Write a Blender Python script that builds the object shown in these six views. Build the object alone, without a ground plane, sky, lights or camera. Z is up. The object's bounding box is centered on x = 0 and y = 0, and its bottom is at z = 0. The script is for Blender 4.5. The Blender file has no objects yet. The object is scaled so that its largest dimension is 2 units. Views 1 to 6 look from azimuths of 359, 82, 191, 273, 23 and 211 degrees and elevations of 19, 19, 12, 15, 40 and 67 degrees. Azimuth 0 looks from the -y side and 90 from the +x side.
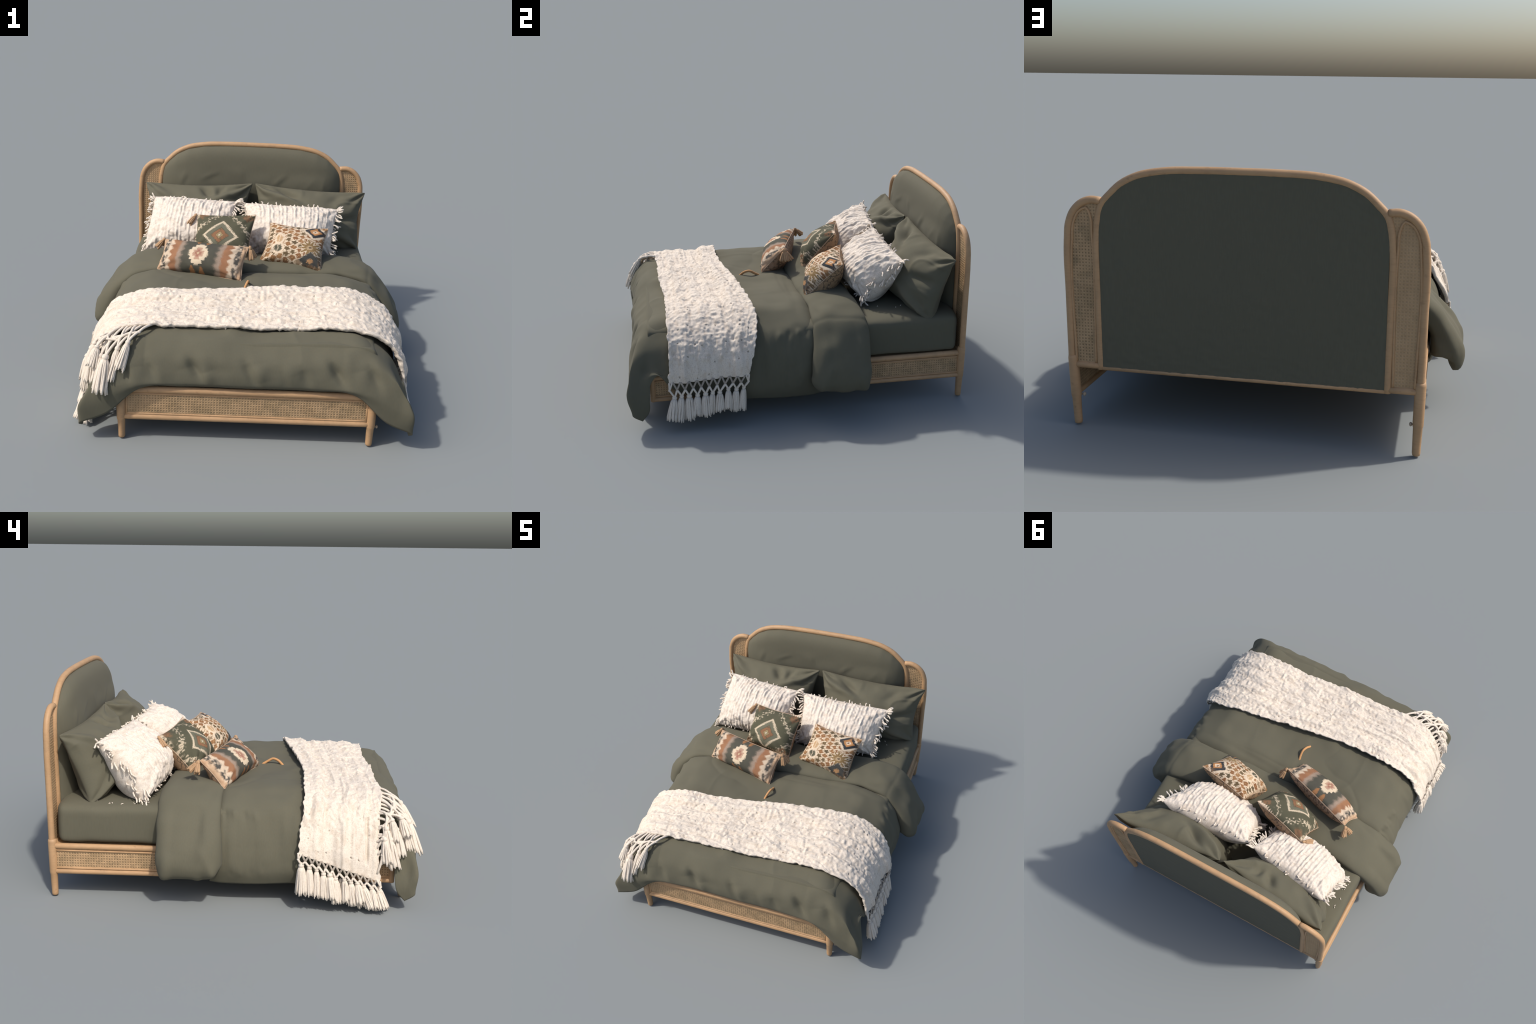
"""A rattan bed dressed with a green duvet, a tasselled throw, pillows and cushions."""
import bpy, math, random
import numpy as np
from mathutils import Matrix, Vector

rng = np.random.default_rng(7)
random.seed(7)
COL = bpy.context.scene.collection

# ------------------------------------------------------------------ helpers
def empty(name, loc=(0, 0, 0)):
    o = bpy.data.objects.new(name, None)
    o.location = loc
    o.empty_display_size = 0.05
    COL.objects.link(o)
    bpy.context.view_layer.update()
    return o


def make_mesh(name, verts, faces, mat, smooth=True):
    me = bpy.data.meshes.new(name)
    me.from_pydata([tuple(map(float, v)) for v in verts], [], [tuple(map(int, f)) for f in faces])
    me.update()
    if smooth:
        me.polygons.foreach_set("use_smooth", [True] * len(me.polygons))
    if mat:
        me.materials.append(mat)
    return me


def add(name, me, parent=None, matrix=None):
    o = bpy.data.objects.new(name, me)
    COL.objects.link(o)
    if matrix is not None:
        o.matrix_world = matrix
    if parent:
        o.parent = parent
        o.matrix_parent_inverse = parent.matrix_world.inverted()
    return o


def join(parts):
    V, F, n = [], [], 0
    for v, f in parts:
        V.append(np.asarray(v, float))
        F += [tuple(i + n for i in q) for q in f]
        n += len(v)
    return np.vstack(V), F


def hermite(P, t, out):
    """Smooth curve through the rows of P (any trailing shape) at knots t, sampled at out."""
    P = np.asarray(P, float)
    t = np.asarray(t, float)
    d = np.diff(P, axis=0) / np.diff(t).reshape((-1,) + (1,) * (P.ndim - 1))
    m = np.empty_like(P)
    m[0], m[-1] = d[0], d[-1]
    h = np.diff(t)
    if len(P) > 2:
        w = (h[1:] / (h[1:] + h[:-1])).reshape((-1,) + (1,) * (P.ndim - 1))
        m[1:-1] = d[:-1] * w + d[1:] * (1 - w)
    k = np.clip(np.searchsorted(t, out, side="right") - 1, 0, len(t) - 2)
    hh = h[k]
    s = (out - t[k]) / hh
    sh = (-1,) + (1,) * (P.ndim - 1)
    s, hh = s.reshape(sh), hh.reshape(sh)
    return (P[k] * (2 * s**3 - 3 * s**2 + 1) + P[k + 1] * (3 * s**2 - 2 * s**3)
            + m[k] * hh * (s**3 - 2 * s**2 + s) + m[k + 1] * hh * (s**3 - s**2))


def knots(P):
    """Mean chord length along axis 0."""
    P = np.asarray(P, float)
    d = np.linalg.norm(np.diff(P, axis=0), axis=-1)
    d = d.reshape(len(d), -1).mean(1) + 1e-4
    return np.concatenate([[0], np.cumsum(d)])


def curve(P, n):
    t = knots(P)
    return hermite(P, t, np.linspace(0, t[-1], n))


def patch(P, nr, nc):
    """Surface through a grid of control points (rows, columns, 3)."""
    P = np.asarray(P, float)
    t = knots(P)
    A = hermite(P, t, np.linspace(0, t[-1], nr))
    B = A.transpose(1, 0, 2)
    t = knots(P.transpose(1, 0, 2))
    return hermite(B, t, np.linspace(0, t[-1], nc)).transpose(1, 0, 2)


def grid_normals(G):
    du = np.gradient(G, axis=1)
    dv = np.gradient(G, axis=0)
    n = np.cross(du, dv)
    return n / (np.linalg.norm(n, axis=-1, keepdims=True) + 1e-12)


def blur(G, n):
    """Average a grid with its neighbours n times, edges held by reflection."""
    for _ in range(n):
        P = np.pad(G, ((1, 1), (1, 1)) + ((0, 0),) * (G.ndim - 2), mode="edge")
        G = (P[1:-1, 1:-1] * 2 + P[:-2, 1:-1] + P[2:, 1:-1] + P[1:-1, :-2] + P[1:-1, 2:]) / 6
    return G


def grid_faces(nr, nc, off=0, flip=False, wrap=False):
    F = []
    for i in range(nr if wrap else nr - 1):
        i2 = (i + 1) % nr
        for j in range(nc - 1):
            q = (off + i * nc + j, off + i * nc + j + 1, off + i2 * nc + j + 1, off + i2 * nc + j)
            F.append(q[::-1] if flip else q)
    return F


def shell(outer, inner):
    """Closed cloth from two grids of the same size, outer facing its normal."""
    nr, nc, _ = outer.shape
    V = np.vstack([outer.reshape(-1, 3), inner.reshape(-1, 3)])
    n = nr * nc
    F = grid_faces(nr, nc) + grid_faces(nr, nc, n, True)
    rim = ([(0, j) for j in range(nc)] + [(i, nc - 1) for i in range(1, nr)]
           + [(nr - 1, j) for j in range(nc - 2, -1, -1)] + [(i, 0) for i in range(nr - 2, 0, -1)])
    ids = [i * nc + j for i, j in rim]
    for a, b in zip(ids, ids[1:] + ids[:1]):
        F.append((b, a, a + n, b + n))
    return V, F


def smooth01(x):
    x = np.clip(x, 0, 1)
    return x * x * (3 - 2 * x)


def _hash(i, seed):
    i = i.astype(np.int64)
    h = (i[..., 0] * 374761393 + i[..., 1] * 668265263 + i[..., 2] * 2147483647 + seed * 974634) & 0xFFFFFFFF
    h = ((h ^ (h >> 13)) * 1274126177) & 0xFFFFFFFF
    h = ((h ^ (h >> 16)) * 2246822519) & 0xFFFFFFFF
    return (h ^ (h >> 15)) / 4294967295.0


def noise(p, scale, seed=0):
    """Value noise in -1..1; scale may be one number or three."""
    q = np.asarray(p, float) * scale + 37.7
    i = np.floor(q)
    f = q - i
    f = f * f * f * (f * (f * 6 - 15) + 10)
    r = 0
    for dx in (0, 1):
        for dy in (0, 1):
            for dz in (0, 1):
                w = (np.where(dx, f[..., 0], 1 - f[..., 0]) * np.where(dy, f[..., 1], 1 - f[..., 1])
                     * np.where(dz, f[..., 2], 1 - f[..., 2]))
                r = r + w * _hash(i + np.array([dx, dy, dz]), seed)
    return r * 2 - 1


def fbm(p, scale, seed=0, octaves=3):
    s = np.asarray(scale, float)
    return sum(noise(p, s * 2**k, seed + k) * 0.5**k for k in range(octaves))


def lumps(st, cell, seed=0):
    """Distance to the nearest of jittered points in the plane (cloth bobbles)."""
    q = np.asarray(st, float) / cell
    i = np.floor(q)
    best = np.full(q.shape[:-1], 9.0)
    for dx in (-1, 0, 1):
        for dy in (-1, 0, 1):
            c = i + np.array([dx, dy])
            k = np.concatenate([c, np.zeros(c.shape[:-1] + (1,))], -1)
            j = np.stack([_hash(k, seed), _hash(k, seed + 5)], -1)
            best = np.minimum(best, np.linalg.norm(c + 0.15 + 0.7 * j - q, axis=-1))
    return best


def crease(p, a, b, width, taper=True):
    """1 on the segment a-b, falling off over width, fading at its ends."""
    a, b = np.array(a, float), np.array(b, float)
    ab = b - a
    t = np.clip(((p - a) @ ab) / (ab @ ab), 0, 1)
    d = np.linalg.norm(p - a - t[..., None] * ab, axis=-1)
    e = np.exp(-(d / width) ** 2)
    return e * (np.sin(np.pi * (0.08 + 0.84 * t)) if taper else 1)


def tube(path, radius, seg=10, cap=True):
    """Round rod along path; radius is one number or one per point."""
    P = np.asarray(path, float)
    n = len(P)
    R = np.broadcast_to(np.asarray(radius, float), (n,)).copy()
    T = np.gradient(P, axis=0)
    T /= np.linalg.norm(T, axis=1, keepdims=True) + 1e-12
    ref = np.array([0, 0, 1.0]) if abs(T[0][2]) < 0.9 else np.array([0, 1.0, 0])
    N = np.cross(T[0], ref)
    N /= np.linalg.norm(N)
    rings = []
    a = np.linspace(0, 2 * np.pi, seg, endpoint=False)
    for i in range(n):
        N = N - T[i] * (N @ T[i])
        N /= np.linalg.norm(N) + 1e-12
        B = np.cross(T[i], N)
        rings.append(P[i] + R[i] * (np.cos(a)[:, None] * N + np.sin(a)[:, None] * B))
    V = np.vstack(rings)
    F = []
    for i in range(n - 1):
        for j in range(seg):
            k = (j + 1) % seg
            F.append((i * seg + j, i * seg + k, (i + 1) * seg + k, (i + 1) * seg + j))
    if cap:
        V = np.vstack([V, P[0] - T[0] * R[0] * 0.35, P[-1] + T[-1] * R[-1] * 0.35])
        for j in range(seg):
            k = (j + 1) % seg
            F.append((n * seg, k, j))
            F.append((n * seg + 1, (n - 1) * seg + j, (n - 1) * seg + k))
    return V, F


def rounded_rod(path, radius, seg=14):
    """Rod with softly rounded ends."""
    P = curve(path, max(12, len(path) * 6)) if len(path) > 2 else np.linspace(path[0], path[1], 14)
    R = np.full(len(P), radius) if np.isscalar(radius) else np.interp(np.linspace(0, 1, len(P)), np.linspace(0, 1, len(radius)), radius)
    a, b = P[0] - P[1], P[-1] - P[-2]
    a, b = a / np.linalg.norm(a), b / np.linalg.norm(b)
    P = np.vstack([P[0] + a * R[0] * 0.30, P[0] + a * R[0] * 0.18, P, P[-1] + b * R[-1] * 0.18, P[-1] + b * R[-1] * 0.30])
    R = np.concatenate([[R[0] * 0.72, R[0] * 0.92], R, [R[-1] * 0.92, R[-1] * 0.72]])
    return tube(P, R, seg)


def box(lo, hi, bevel=0.004):
    """Box with chamfered edges, as a superellipsoid-like grid kept simple."""
    import bmesh
    bm = bmesh.new()
    bmesh.ops.create_cube(bm, size=1)
    lo, hi = np.array(lo, float), np.array(hi, float)
    for v in bm.verts:
        v.co = Vector((lo + hi) / 2 + (hi - lo) * np.array(v.co))
    bmesh.ops.bevel(bm, geom=bm.edges[:], offset=bevel, segments=2, profile=0.6, affect="EDGES")
    V = np.array([v.co[:] for v in bm.verts])
    bm.verts.index_update()
    F = [tuple(v.index for v in f.verts) for f in bm.faces]
    bm.free()
    return V, F


# ------------------------------------------------------------------ materials
class X:
    """A node socket with arithmetic."""
    def __init__(self, tree, sock):
        self.t, self.s = tree, sock

    def op(self, kind, *args):
        n = self.t.nodes.new("ShaderNodeMath")
        n.operation = kind
        for k, a in enumerate((self,) + args):
            if isinstance(a, X):
                self.t.links.new(a.s, n.inputs[k])
            else:
                n.inputs[k].default_value = a
        return X(self.t, n.outputs[0])

    def __add__(self, o): return self.op("ADD", o)
    def __radd__(self, o): return self.op("ADD", o)
    def __sub__(self, o): return self.op("SUBTRACT", o)
    def __rsub__(self, o): return (self * -1.0) + o
    def __mul__(self, o): return self.op("MULTIPLY", o)
    def __rmul__(self, o): return self.op("MULTIPLY", o)
    def __truediv__(self, o): return self.op("DIVIDE", o)
    def abs(self): return self.op("ABSOLUTE")
    def fract(self): return self.op("FRACT")
    def floor(self): return self.op("FLOOR")
    def sin(self): return self.op("SINE")
    def cos(self): return self.op("COSINE")
    def sqrt(self): return self.op("SQRT")
    def atan2(self, o): return self.op("ARCTAN2", o)
    def max(self, o): return self.op("MAXIMUM", o)
    def min(self, o): return self.op("MINIMUM", o)
    def pingpong(self, o): return self.op("PINGPONG", o)

    def below(self, edge, soft=0.02):
        """1 where self < edge."""
        n = self.t.nodes.new("ShaderNodeMapRange")
        n.interpolation_type = "SMOOTHSTEP"
        d = (self - edge)
        self.t.links.new(d.s, n.inputs["Value"])
        soft *= 1.7
        n.inputs["From Min"].default_value, n.inputs["From Max"].default_value = -soft, soft
        n.inputs["To Min"].default_value, n.inputs["To Max"].default_value = 1, 0
        return X(self.t, n.outputs[0])

    def above(self, edge, soft=0.02): return 1.0 - self.below(edge, soft)
    def band(self, a, b, soft=0.02): return self.above(a, soft) * self.below(b, soft)


class Material:
    def __init__(self, name, rough=0.8, spec=0.3, sheen=0.0):
        self.m = bpy.data.materials.new(name)
        self.m.use_nodes = True
        self.t = self.m.node_tree
        self.b = self.t.nodes["Principled BSDF"]
        self.b.inputs["Roughness"].default_value = rough
        self.b.inputs["Specular IOR Level"].default_value = spec
        self.b.inputs["Sheen Weight"].default_value = sheen
        self.co = self.t.nodes.new("ShaderNodeTexCoord").outputs["Object"]
        s = self.t.nodes.new("ShaderNodeSeparateXYZ")
        self.t.links.new(self.co, s.inputs[0])
        self.x, self.y, self.z = (X(self.t, o) for o in s.outputs)

    def vec(self, x, y, z=0.0):
        n = self.t.nodes.new("ShaderNodeCombineXYZ")
        for k, a in enumerate((x, y, z)):
            if isinstance(a, X):
                self.t.links.new(a.s, n.inputs[k])
            else:
                n.inputs[k].default_value = a
        return n.outputs[0]

    def noise(self, scale, detail=2, vec=None, stretch=None, rough=0.5):
        n = self.t.nodes.new("ShaderNodeTexNoise")
        n.inputs["Scale"].default_value, n.inputs["Detail"].default_value = scale, detail
        n.inputs["Roughness"].default_value = rough
        v = vec if vec is not None else self.co
        if stretch:
            m = self.t.nodes.new("ShaderNodeMapping")
            m.inputs["Scale"].default_value = stretch
            self.t.links.new(v, m.inputs["Vector"])
            v = m.outputs[0]
        self.t.links.new(v, n.inputs["Vector"])
        return X(self.t, n.outputs["Fac"])

    def white(self, vec):
        n = self.t.nodes.new("ShaderNodeTexWhiteNoise")
        n.noise_dimensions = "3D"
        self.t.links.new(vec, n.inputs["Vector"])
        return X(self.t, n.outputs["Value"])

    def rgb(self, c):
        n = self.t.nodes.new("ShaderNodeRGB")
        n.outputs[0].default_value = (*c, 1)
        return n.outputs[0]

    def mix(self, fac, a, b):
        n = self.t.nodes.new("ShaderNodeMix")
        n.data_type = "RGBA"
        n.clamp_factor = True
        for sock, v in ((n.inputs["Factor"], fac), (n.inputs["A"], a), (n.inputs["B"], b)):
            if isinstance(v, X):
                self.t.links.new(v.s, sock)
            elif isinstance(v, tuple):
                sock.default_value = (*v, 1)
            elif isinstance(v, (int, float)):
                sock.default_value = v
            else:
                self.t.links.new(v, sock)
        return next(o for o in n.outputs if o.type == "RGBA")

    def paint(self, colour):
        if isinstance(colour, tuple):
            self.b.inputs["Base Color"].default_value = (*colour, 1)
        else:
            self.t.links.new(colour, self.b.inputs["Base Color"])

    def bump(self, height, strength=0.3, distance=0.004):
        n = self.t.nodes.new("ShaderNodeBump")
        n.inputs["Strength"].default_value, n.inputs["Distance"].default_value = strength, distance
        self.t.links.new(height.s, n.inputs["Height"])
        self.t.links.new(n.outputs[0], self.b.inputs["Normal"])


def linen(name, base, seed=0.0):
    k = Material(name, 0.92, 0.15, 0.03)
    big = k.noise(5.0, 3)
    mid = k.noise(60, 3)
    fine = k.noise(420, 2)
    dark = tuple(c * 0.84 for c in base)
    light = tuple(c * 1.16 for c in base)
    warm = (base[0] * 1.08, base[1] * 0.99, base[2] * 0.92)
    thread = k.noise(190, 2, stretch=(1, 1, 0.12))
    c = k.mix(fine * 0.5 + thread * 0.5, dark, light)
    c = k.mix((mid - 0.35) * 0.8, c, warm)
    c = k.mix((big - 0.5) * 0.5, c, tuple(x * 1.12 for x in base))
    k.paint(c)
    k.bump(fine + mid * 0.6, 0.25, 0.0015)
    return k.m


GREEN = (0.110, 0.104, 0.074)
m_green = linen("olive_linen", GREEN)
m_panel = linen("olive_upholstery", (0.110, 0.104, 0.075))


def wood_material():
    k = Material("pale_rattan_wood", 0.55, 0.35)
    big = k.noise(9, 3)
    grain = k.noise(26, 4, stretch=(1, 1, 6), rough=0.6)
    spots = k.noise(38, 2)
    c = k.mix(big, (0.395, 0.235, 0.118), (0.485, 0.302, 0.160))
    c = k.mix(k.noise(15, 3).above(0.56, 0.06) * 0.35, c, (0.33, 0.21, 0.115))
    c = k.mix((grain - 0.5) * 1.3, c, (0.30, 0.165, 0.082))
    c = k.mix(spots.above(0.70, 0.05) * 0.45, c, (0.26, 0.15, 0.08))
    k.paint(c)
    k.bump(grain, 0.15, 0.002)
    return k.m


def cane_material(hole_shade=1.0, name="woven_cane", blotch=1.0):
    k = Material(name, 0.7, 0.25)
    p = 0.0143
    wob = k.noise(22, 2) * 0.004
    fx = ((k.x + wob) / p).fract() - 0.5
    fy = ((k.y + wob * 0.6) / p).fract() - 0.5
    d = (fx * fx * fx * fx + fy * fy * fy * fy).sqrt().sqrt()
    hole = d.below(0.225, 0.055)
    clear = k.noise(7, 3)
    strand = (fx.abs() - 0.38).abs().min((fy.abs() - 0.38).abs()).below(0.05, 0.05)
    tone = k.noise(13, 3)
    c = k.mix(tone, (0.40, 0.255, 0.135), (0.55, 0.375, 0.215))
    c = k.mix(strand * 0.35, c, (0.36, 0.21, 0.10))
    c = k.mix(clear.below(0.45, 0.08) * 0.40, c, (0.40, 0.27, 0.15))
    c = k.mix(k.noise(11, 4, rough=0.65).above(0.53, 0.06) * (0.55 * blotch), c, (0.26, 0.18, 0.095))
    c = k.mix(k.noise(24, 3).above(0.58, 0.05) * (0.35 * blotch), c, (0.19, 0.145, 0.085))
    c = k.mix(hole * (0.15 + clear * 0.85) * hole_shade, c, (0.13, 0.085, 0.045))  # board is solid; dots darkened in the colour for shadow inside the openings
    k.paint(c)
    k.bump(1.0 - hole + (fx * 12.56).cos() * 0.15 + (fy * 12.56).cos() * 0.15, 0.6, 0.003)
    return k.m


def yarn_material(name, base=(0.725, 0.64, 0.54), knit=True):
    k = Material(name, 0.95, 0.1, 0.15)
    fine = k.noise(330, 3)
    mid = k.noise(45, 3)
    c = k.mix(fine, tuple(x * 0.86 for x in base), tuple(min(1, x * 1.07) for x in base))
    c = k.mix((mid - 0.45) * 1.2, c, (base[0] * 0.84, base[1] * 0.83, base[2] * 0.82))
    c = k.mix(k.noise(130, 2).above(0.60, 0.08) * 0.35, c, (base[0] * 0.74, base[1] * 0.70, base[2] * 0.66))
    if knit:
        c = k.mix(k.noise(16, 4, stretch=(1, 2.5, 1)).above(0.57, 0.06) * 0.38, c, (0.50, 0.395, 0.295))  # these tan and dark flecks paint in the shade of creases and pits
        c = k.mix(k.noise(170, 3).above(0.60, 0.04) * 0.40, c, (0.40, 0.31, 0.225))
        c = k.mix(k.noise(75, 2).above(0.76, 0.03) * 0.75, c, (0.22, 0.20, 0.175))
    k.paint(c)
    k.bump(fine + mid, 0.5, 0.003)
    return k.m


m_wood = wood_material()
m_cane = cane_material()
m_cane_dull = cane_material(0.35, "woven_cane_plain", 0.3)
m_yarn = yarn_material("cream_bobble_yarn")
m_string = yarn_material("cream_cotton_string", (0.725, 0.64, 0.54), False)
m_ribbed = yarn_material("cream_ribbed_cotton", (0.725, 0.645, 0.555), True)


def plain(name, c, var=0.2):
    k = Material(name, 0.9, 0.15)
    n = k.noise(120, 3)
    k.paint(k.mix(n, tuple(x * (1 - var) for x in c), tuple(x * (1 + var) for x in c)))
    k.bump(n, 0.3, 0.002)
    return k.m


m_tan = plain("tan_thread", (0.41, 0.262, 0.15))
m_cord = plain("tan_leather_cord", (0.50, 0.27, 0.12), 0.1)
m_piping = plain("beige_piping", (0.40, 0.29, 0.20))
m_brass = plain("dull_brass", (0.42, 0.33, 0.24), 0.1)


def diamond_material(hx, hy):
    """Green weave: nested diamonds in cream and rust, zigzag vines, rust corners."""
    k = Material("diamond_weave", 0.9, 0.15)
    wob = (k.noise(90, 2) - 0.5) * 0.10 + (k.noise(260, 1) - 0.5) * 0.09
    u = (k.x / hx - 0.02) * 0.93 + wob * 0.6
    v = (k.y / hy + 0.22) * 0.93 + wob * 0.6
    au, av = u.abs(), v.abs()
    d = au * 1.25 + av
    stitch = ((u - v) * 11.0).pingpong(0.5) * 0.07 + ((u + v) * 11.0).pingpong(0.5) * 0.07
    fine = k.noise(300, 2)
    green = (0.080, 0.077, 0.050)
    cream, rust, grey = (0.50, 0.415, 0.30), (0.215, 0.108, 0.058), (0.145, 0.142, 0.102)
    c = k.mix(fine, tuple(x * 0.8 for x in green), tuple(x * 1.2 for x in green))
    # pale wash between the rings
    c = k.mix(d.band(0.36, 0.55, 0.03) * 0.7, c, grey)
    c = k.mix((d + stitch).band(0.60, 0.715, 0.02), c, cream)
    c = k.mix((d + stitch).band(0.20, 0.36, 0.02) * k.noise(60, 1).above(0.36, 0.06), c, rust)
    c = k.mix(d.band(0.09, 0.13, 0.02) * 0.8, c, (0.45, 0.33, 0.16))
    c = k.mix(d.below(0.05, 0.02), c, cream)
    # zigzag vine with leaves around the diamond
    zig = ((u - v) * 4.5).pingpong(0.5) * 0.20 + ((u + v) * 4.5).pingpong(0.5) * 0.20
    vine = (d + zig - 1.34).abs()
    c = k.mix(vine.below(0.035, 0.02) * k.noise(55, 1).above(0.36, 0.08), c, cream)
    cell = k.vec((u * 9.0 + v * 4.0).floor(), (v * 9.0 - u * 3.0).floor())
    fu = (u * 9.0 + v * 4.0).fract() - 0.5
    fv = (v * 9.0 - u * 3.0).fract() - 0.5
    dot = (fu.abs() + fv.abs()).below(0.34, 0.08) * k.white(cell).above(0.40, 0.01)
    c = k.mix(dot * d.band(1.06, 1.42, 0.03) * 0.85, c, cream)
    # rust stars in the corners
    cr = (((k.x / hx).abs() - 0.76).abs() + ((k.y / hy).abs() - 0.80).abs()) + stitch * 1.2
    c = k.mix(cr.below(0.24, 0.04) * k.noise(70, 1).above(0.42, 0.05), c, (0.175, 0.098, 0.055))
    # cream hem stitches and the speckled lower border
    teeth = (u * 13.0).pingpong(0.5) * 0.14
    c = k.mix((k.y / hy + teeth).above(0.995, 0.015), c, (0.60, 0.48, 0.36))
    c = k.mix((k.y / hy - teeth * 0.8).below(-0.86, 0.03) * k.noise(48, 1).above(0.42, 0.05), c, (0.42, 0.30, 0.19))
    c = k.mix((k.x / hx + 0.0 - teeth * 0.5).below(-0.93, 0.03) * k.noise(52, 1).above(0.45, 0.06), c, cream)
    # back of the cushion: tan with dark scrolls
    line = (k.noise(22, 2) - 0.5).abs().below(0.022, 0.012)
    tan = k.mix(k.noise(70, 2), (0.24, 0.15, 0.085), (0.36, 0.24, 0.15))
    tan = k.mix(line * 0.85, tan, (0.06, 0.052, 0.045))
    c = k.mix(k.z.below(-0.004, 0.003), c, tan)
    k.paint(c)
    k.bump(fine, 0.4, 0.002)
    return k.m


def floral_material(hx, hy):
    """Cream ground with rows of brown, ochre and dark flowers, two dark corner medallions."""
    k = Material("floral_weave", 0.9, 0.15)
    wob = (k.noise(55, 2) - 0.5) * 0.12 + (k.noise(230, 1) - 0.5) * 0.10
    u = k.x / hx + wob
    v = k.y / hy + wob * 0.8
    cream = (0.60, 0.485, 0.36)
    c = k.mix(k.noise(28, 2), (0.54, 0.425, 0.30), (0.66, 0.545, 0.41))
    N = 4.9
    gu, gv = u * N + 0.3, v * N + (u * N + 0.3).floor() * 0.5
    iu, iv = gu.floor(), gv.floor()
    ran = k.white(k.vec(iu, iv))
    ran2 = k.white(k.vec(iu, iv, 7.0))
    fu, fv = gu - iu - 0.5, gv - iv - 0.5
    r = (fu * fu + fv * fv).sqrt()
    th = fu.atan2(fv)
    petals = (th * 4.0 + ran2 * 6.0).cos() * 0.09 * (0.3 + ran2)
    spiky = (th * 5.0 + ran * 6.0).cos() * 0.09
    brown = k.mix(ran2, (0.185, 0.085, 0.040), (0.27, 0.145, 0.068))
    olive = k.mix(ran2, (0.085, 0.066, 0.042), (0.135, 0.092, 0.048))
    leaf = ran.below(0.33, 0.01)
    flower = (r + petals * 0.8).below(0.44, 0.03)
    sprig = (r + spiky).below(0.40, 0.03)
    c = k.mix(flower * (1.0 - leaf), c, brown)
    c = k.mix(sprig * leaf, c, olive)
    c = k.mix(r.below(0.07, 0.03) * (1.0 - leaf) * 0.7, c, (0.50, 0.34, 0.16))
    # small dots between the flowers
    hu, hv = (gu + 0.5).fract() - 0.5, (gv + 0.5).fract() - 0.5
    c = k.mix((hu * hu + hv * hv).sqrt().below(0.13, 0.03) * 0.85, c, (0.20, 0.12, 0.055))

    def medal(cu, cv, size):
        nonlocal c
        jag = ((u + v) * 14.0).pingpong(0.5) * 0.05 + ((u - v) * 14.0).pingpong(0.5) * 0.05
        e = ((u - cu).abs() + (v - cv).abs()) / size
        c = k.mix((e + jag).below(1.28, 0.03), c, cream)
        c = k.mix((e + jag).below(1.0, 0.03), c, (0.040, 0.042, 0.045))
        c = k.mix((e + jag).below(0.62, 0.03), c, (0.40, 0.195, 0.080))
        c = k.mix(e.below(0.27, 0.03), c, (0.62, 0.50, 0.37))
        c = k.mix(e.below(0.13, 0.03), c, (0.10, 0.05, 0.03))
    medal(0.60, 0.64, 0.36)

    def star(cu, cv, size, n, a, b):
        nonlocal c
        du, dv = u - cu, v - cv
        rr = (du * du + dv * dv).sqrt() / size
        t2 = du.atan2(dv)
        c = k.mix((rr + (t2 * n).cos() * 0.25).below(1.05, 0.04), c, cream)
        c = k.mix((rr + (t2 * n).cos() * 0.30).below(0.85, 0.04), c, a)
        c = k.mix(rr.below(0.30, 0.04), c, b)
        c = k.mix(rr.below(0.12, 0.04), c, (0.06, 0.04, 0.03))
    star(0.55, -0.20, 0.31, 12.0, (0.225, 0.145, 0.066), (0.42, 0.31, 0.19))
    jag2 = ((u * 3 + v).abs() * 6.0).pingpong(0.5) * 0.22 + ((u - v * 2) * 8.0).pingpong(0.5) * 0.22 + k.noise(30, 1) * 0.3
    e = ((u - 0.62).abs() + (v + 0.74).abs() * 0.9) / 0.42
    c = k.mix((e + jag2).below(1.10, 0.03), c, (0.052, 0.052, 0.048))
    c = k.mix((e * 1.2 + jag2).below(0.55, 0.04), c, (0.36, 0.20, 0.095))
    # pear and bulb on the left
    for cu, cv, a, b, col in ((-0.46, 0.02, 0.12, 0.22, (0.40, 0.26, 0.14)), (-0.46, -0.42, 0.15, 0.18, (0.085, 0.08, 0.055))):
        e = (((u - cu) / a) * ((u - cu) / a) + ((v - cv) / b) * ((v - cv) / b)).sqrt()
        c = k.mix(e.below(1.35, 0.08), c, cream)
        c = k.mix(e.below(0.85, 0.10), c, col)
        c = k.mix(((u - cu).abs()).below(0.012, 0.01) * e.below(0.8, 0.05), c, cream)
    # faded brown rim, and the tan back
    edge = (k.x / hx).abs().max((k.y / hy).abs())
    c = k.mix(edge.above(0.90, 0.05) * k.noise(60, 1).above(0.42, 0.07) * 0.75, c, (0.26, 0.15, 0.075))
    line = (k.noise(24, 2) - 0.5).abs().below(0.03, 0.015)
    tan = k.mix(k.noise(70, 2), (0.22, 0.13, 0.07), (0.40, 0.28, 0.17))
    tan = k.mix(line * 0.85, tan, (0.07, 0.055, 0.045))
    c = k.mix(k.z.below(-0.004, 0.003), c, tan)
    k.paint(c)
    k.bump(k.noise(300, 2), 0.4, 0.002)
    return k.m


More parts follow.
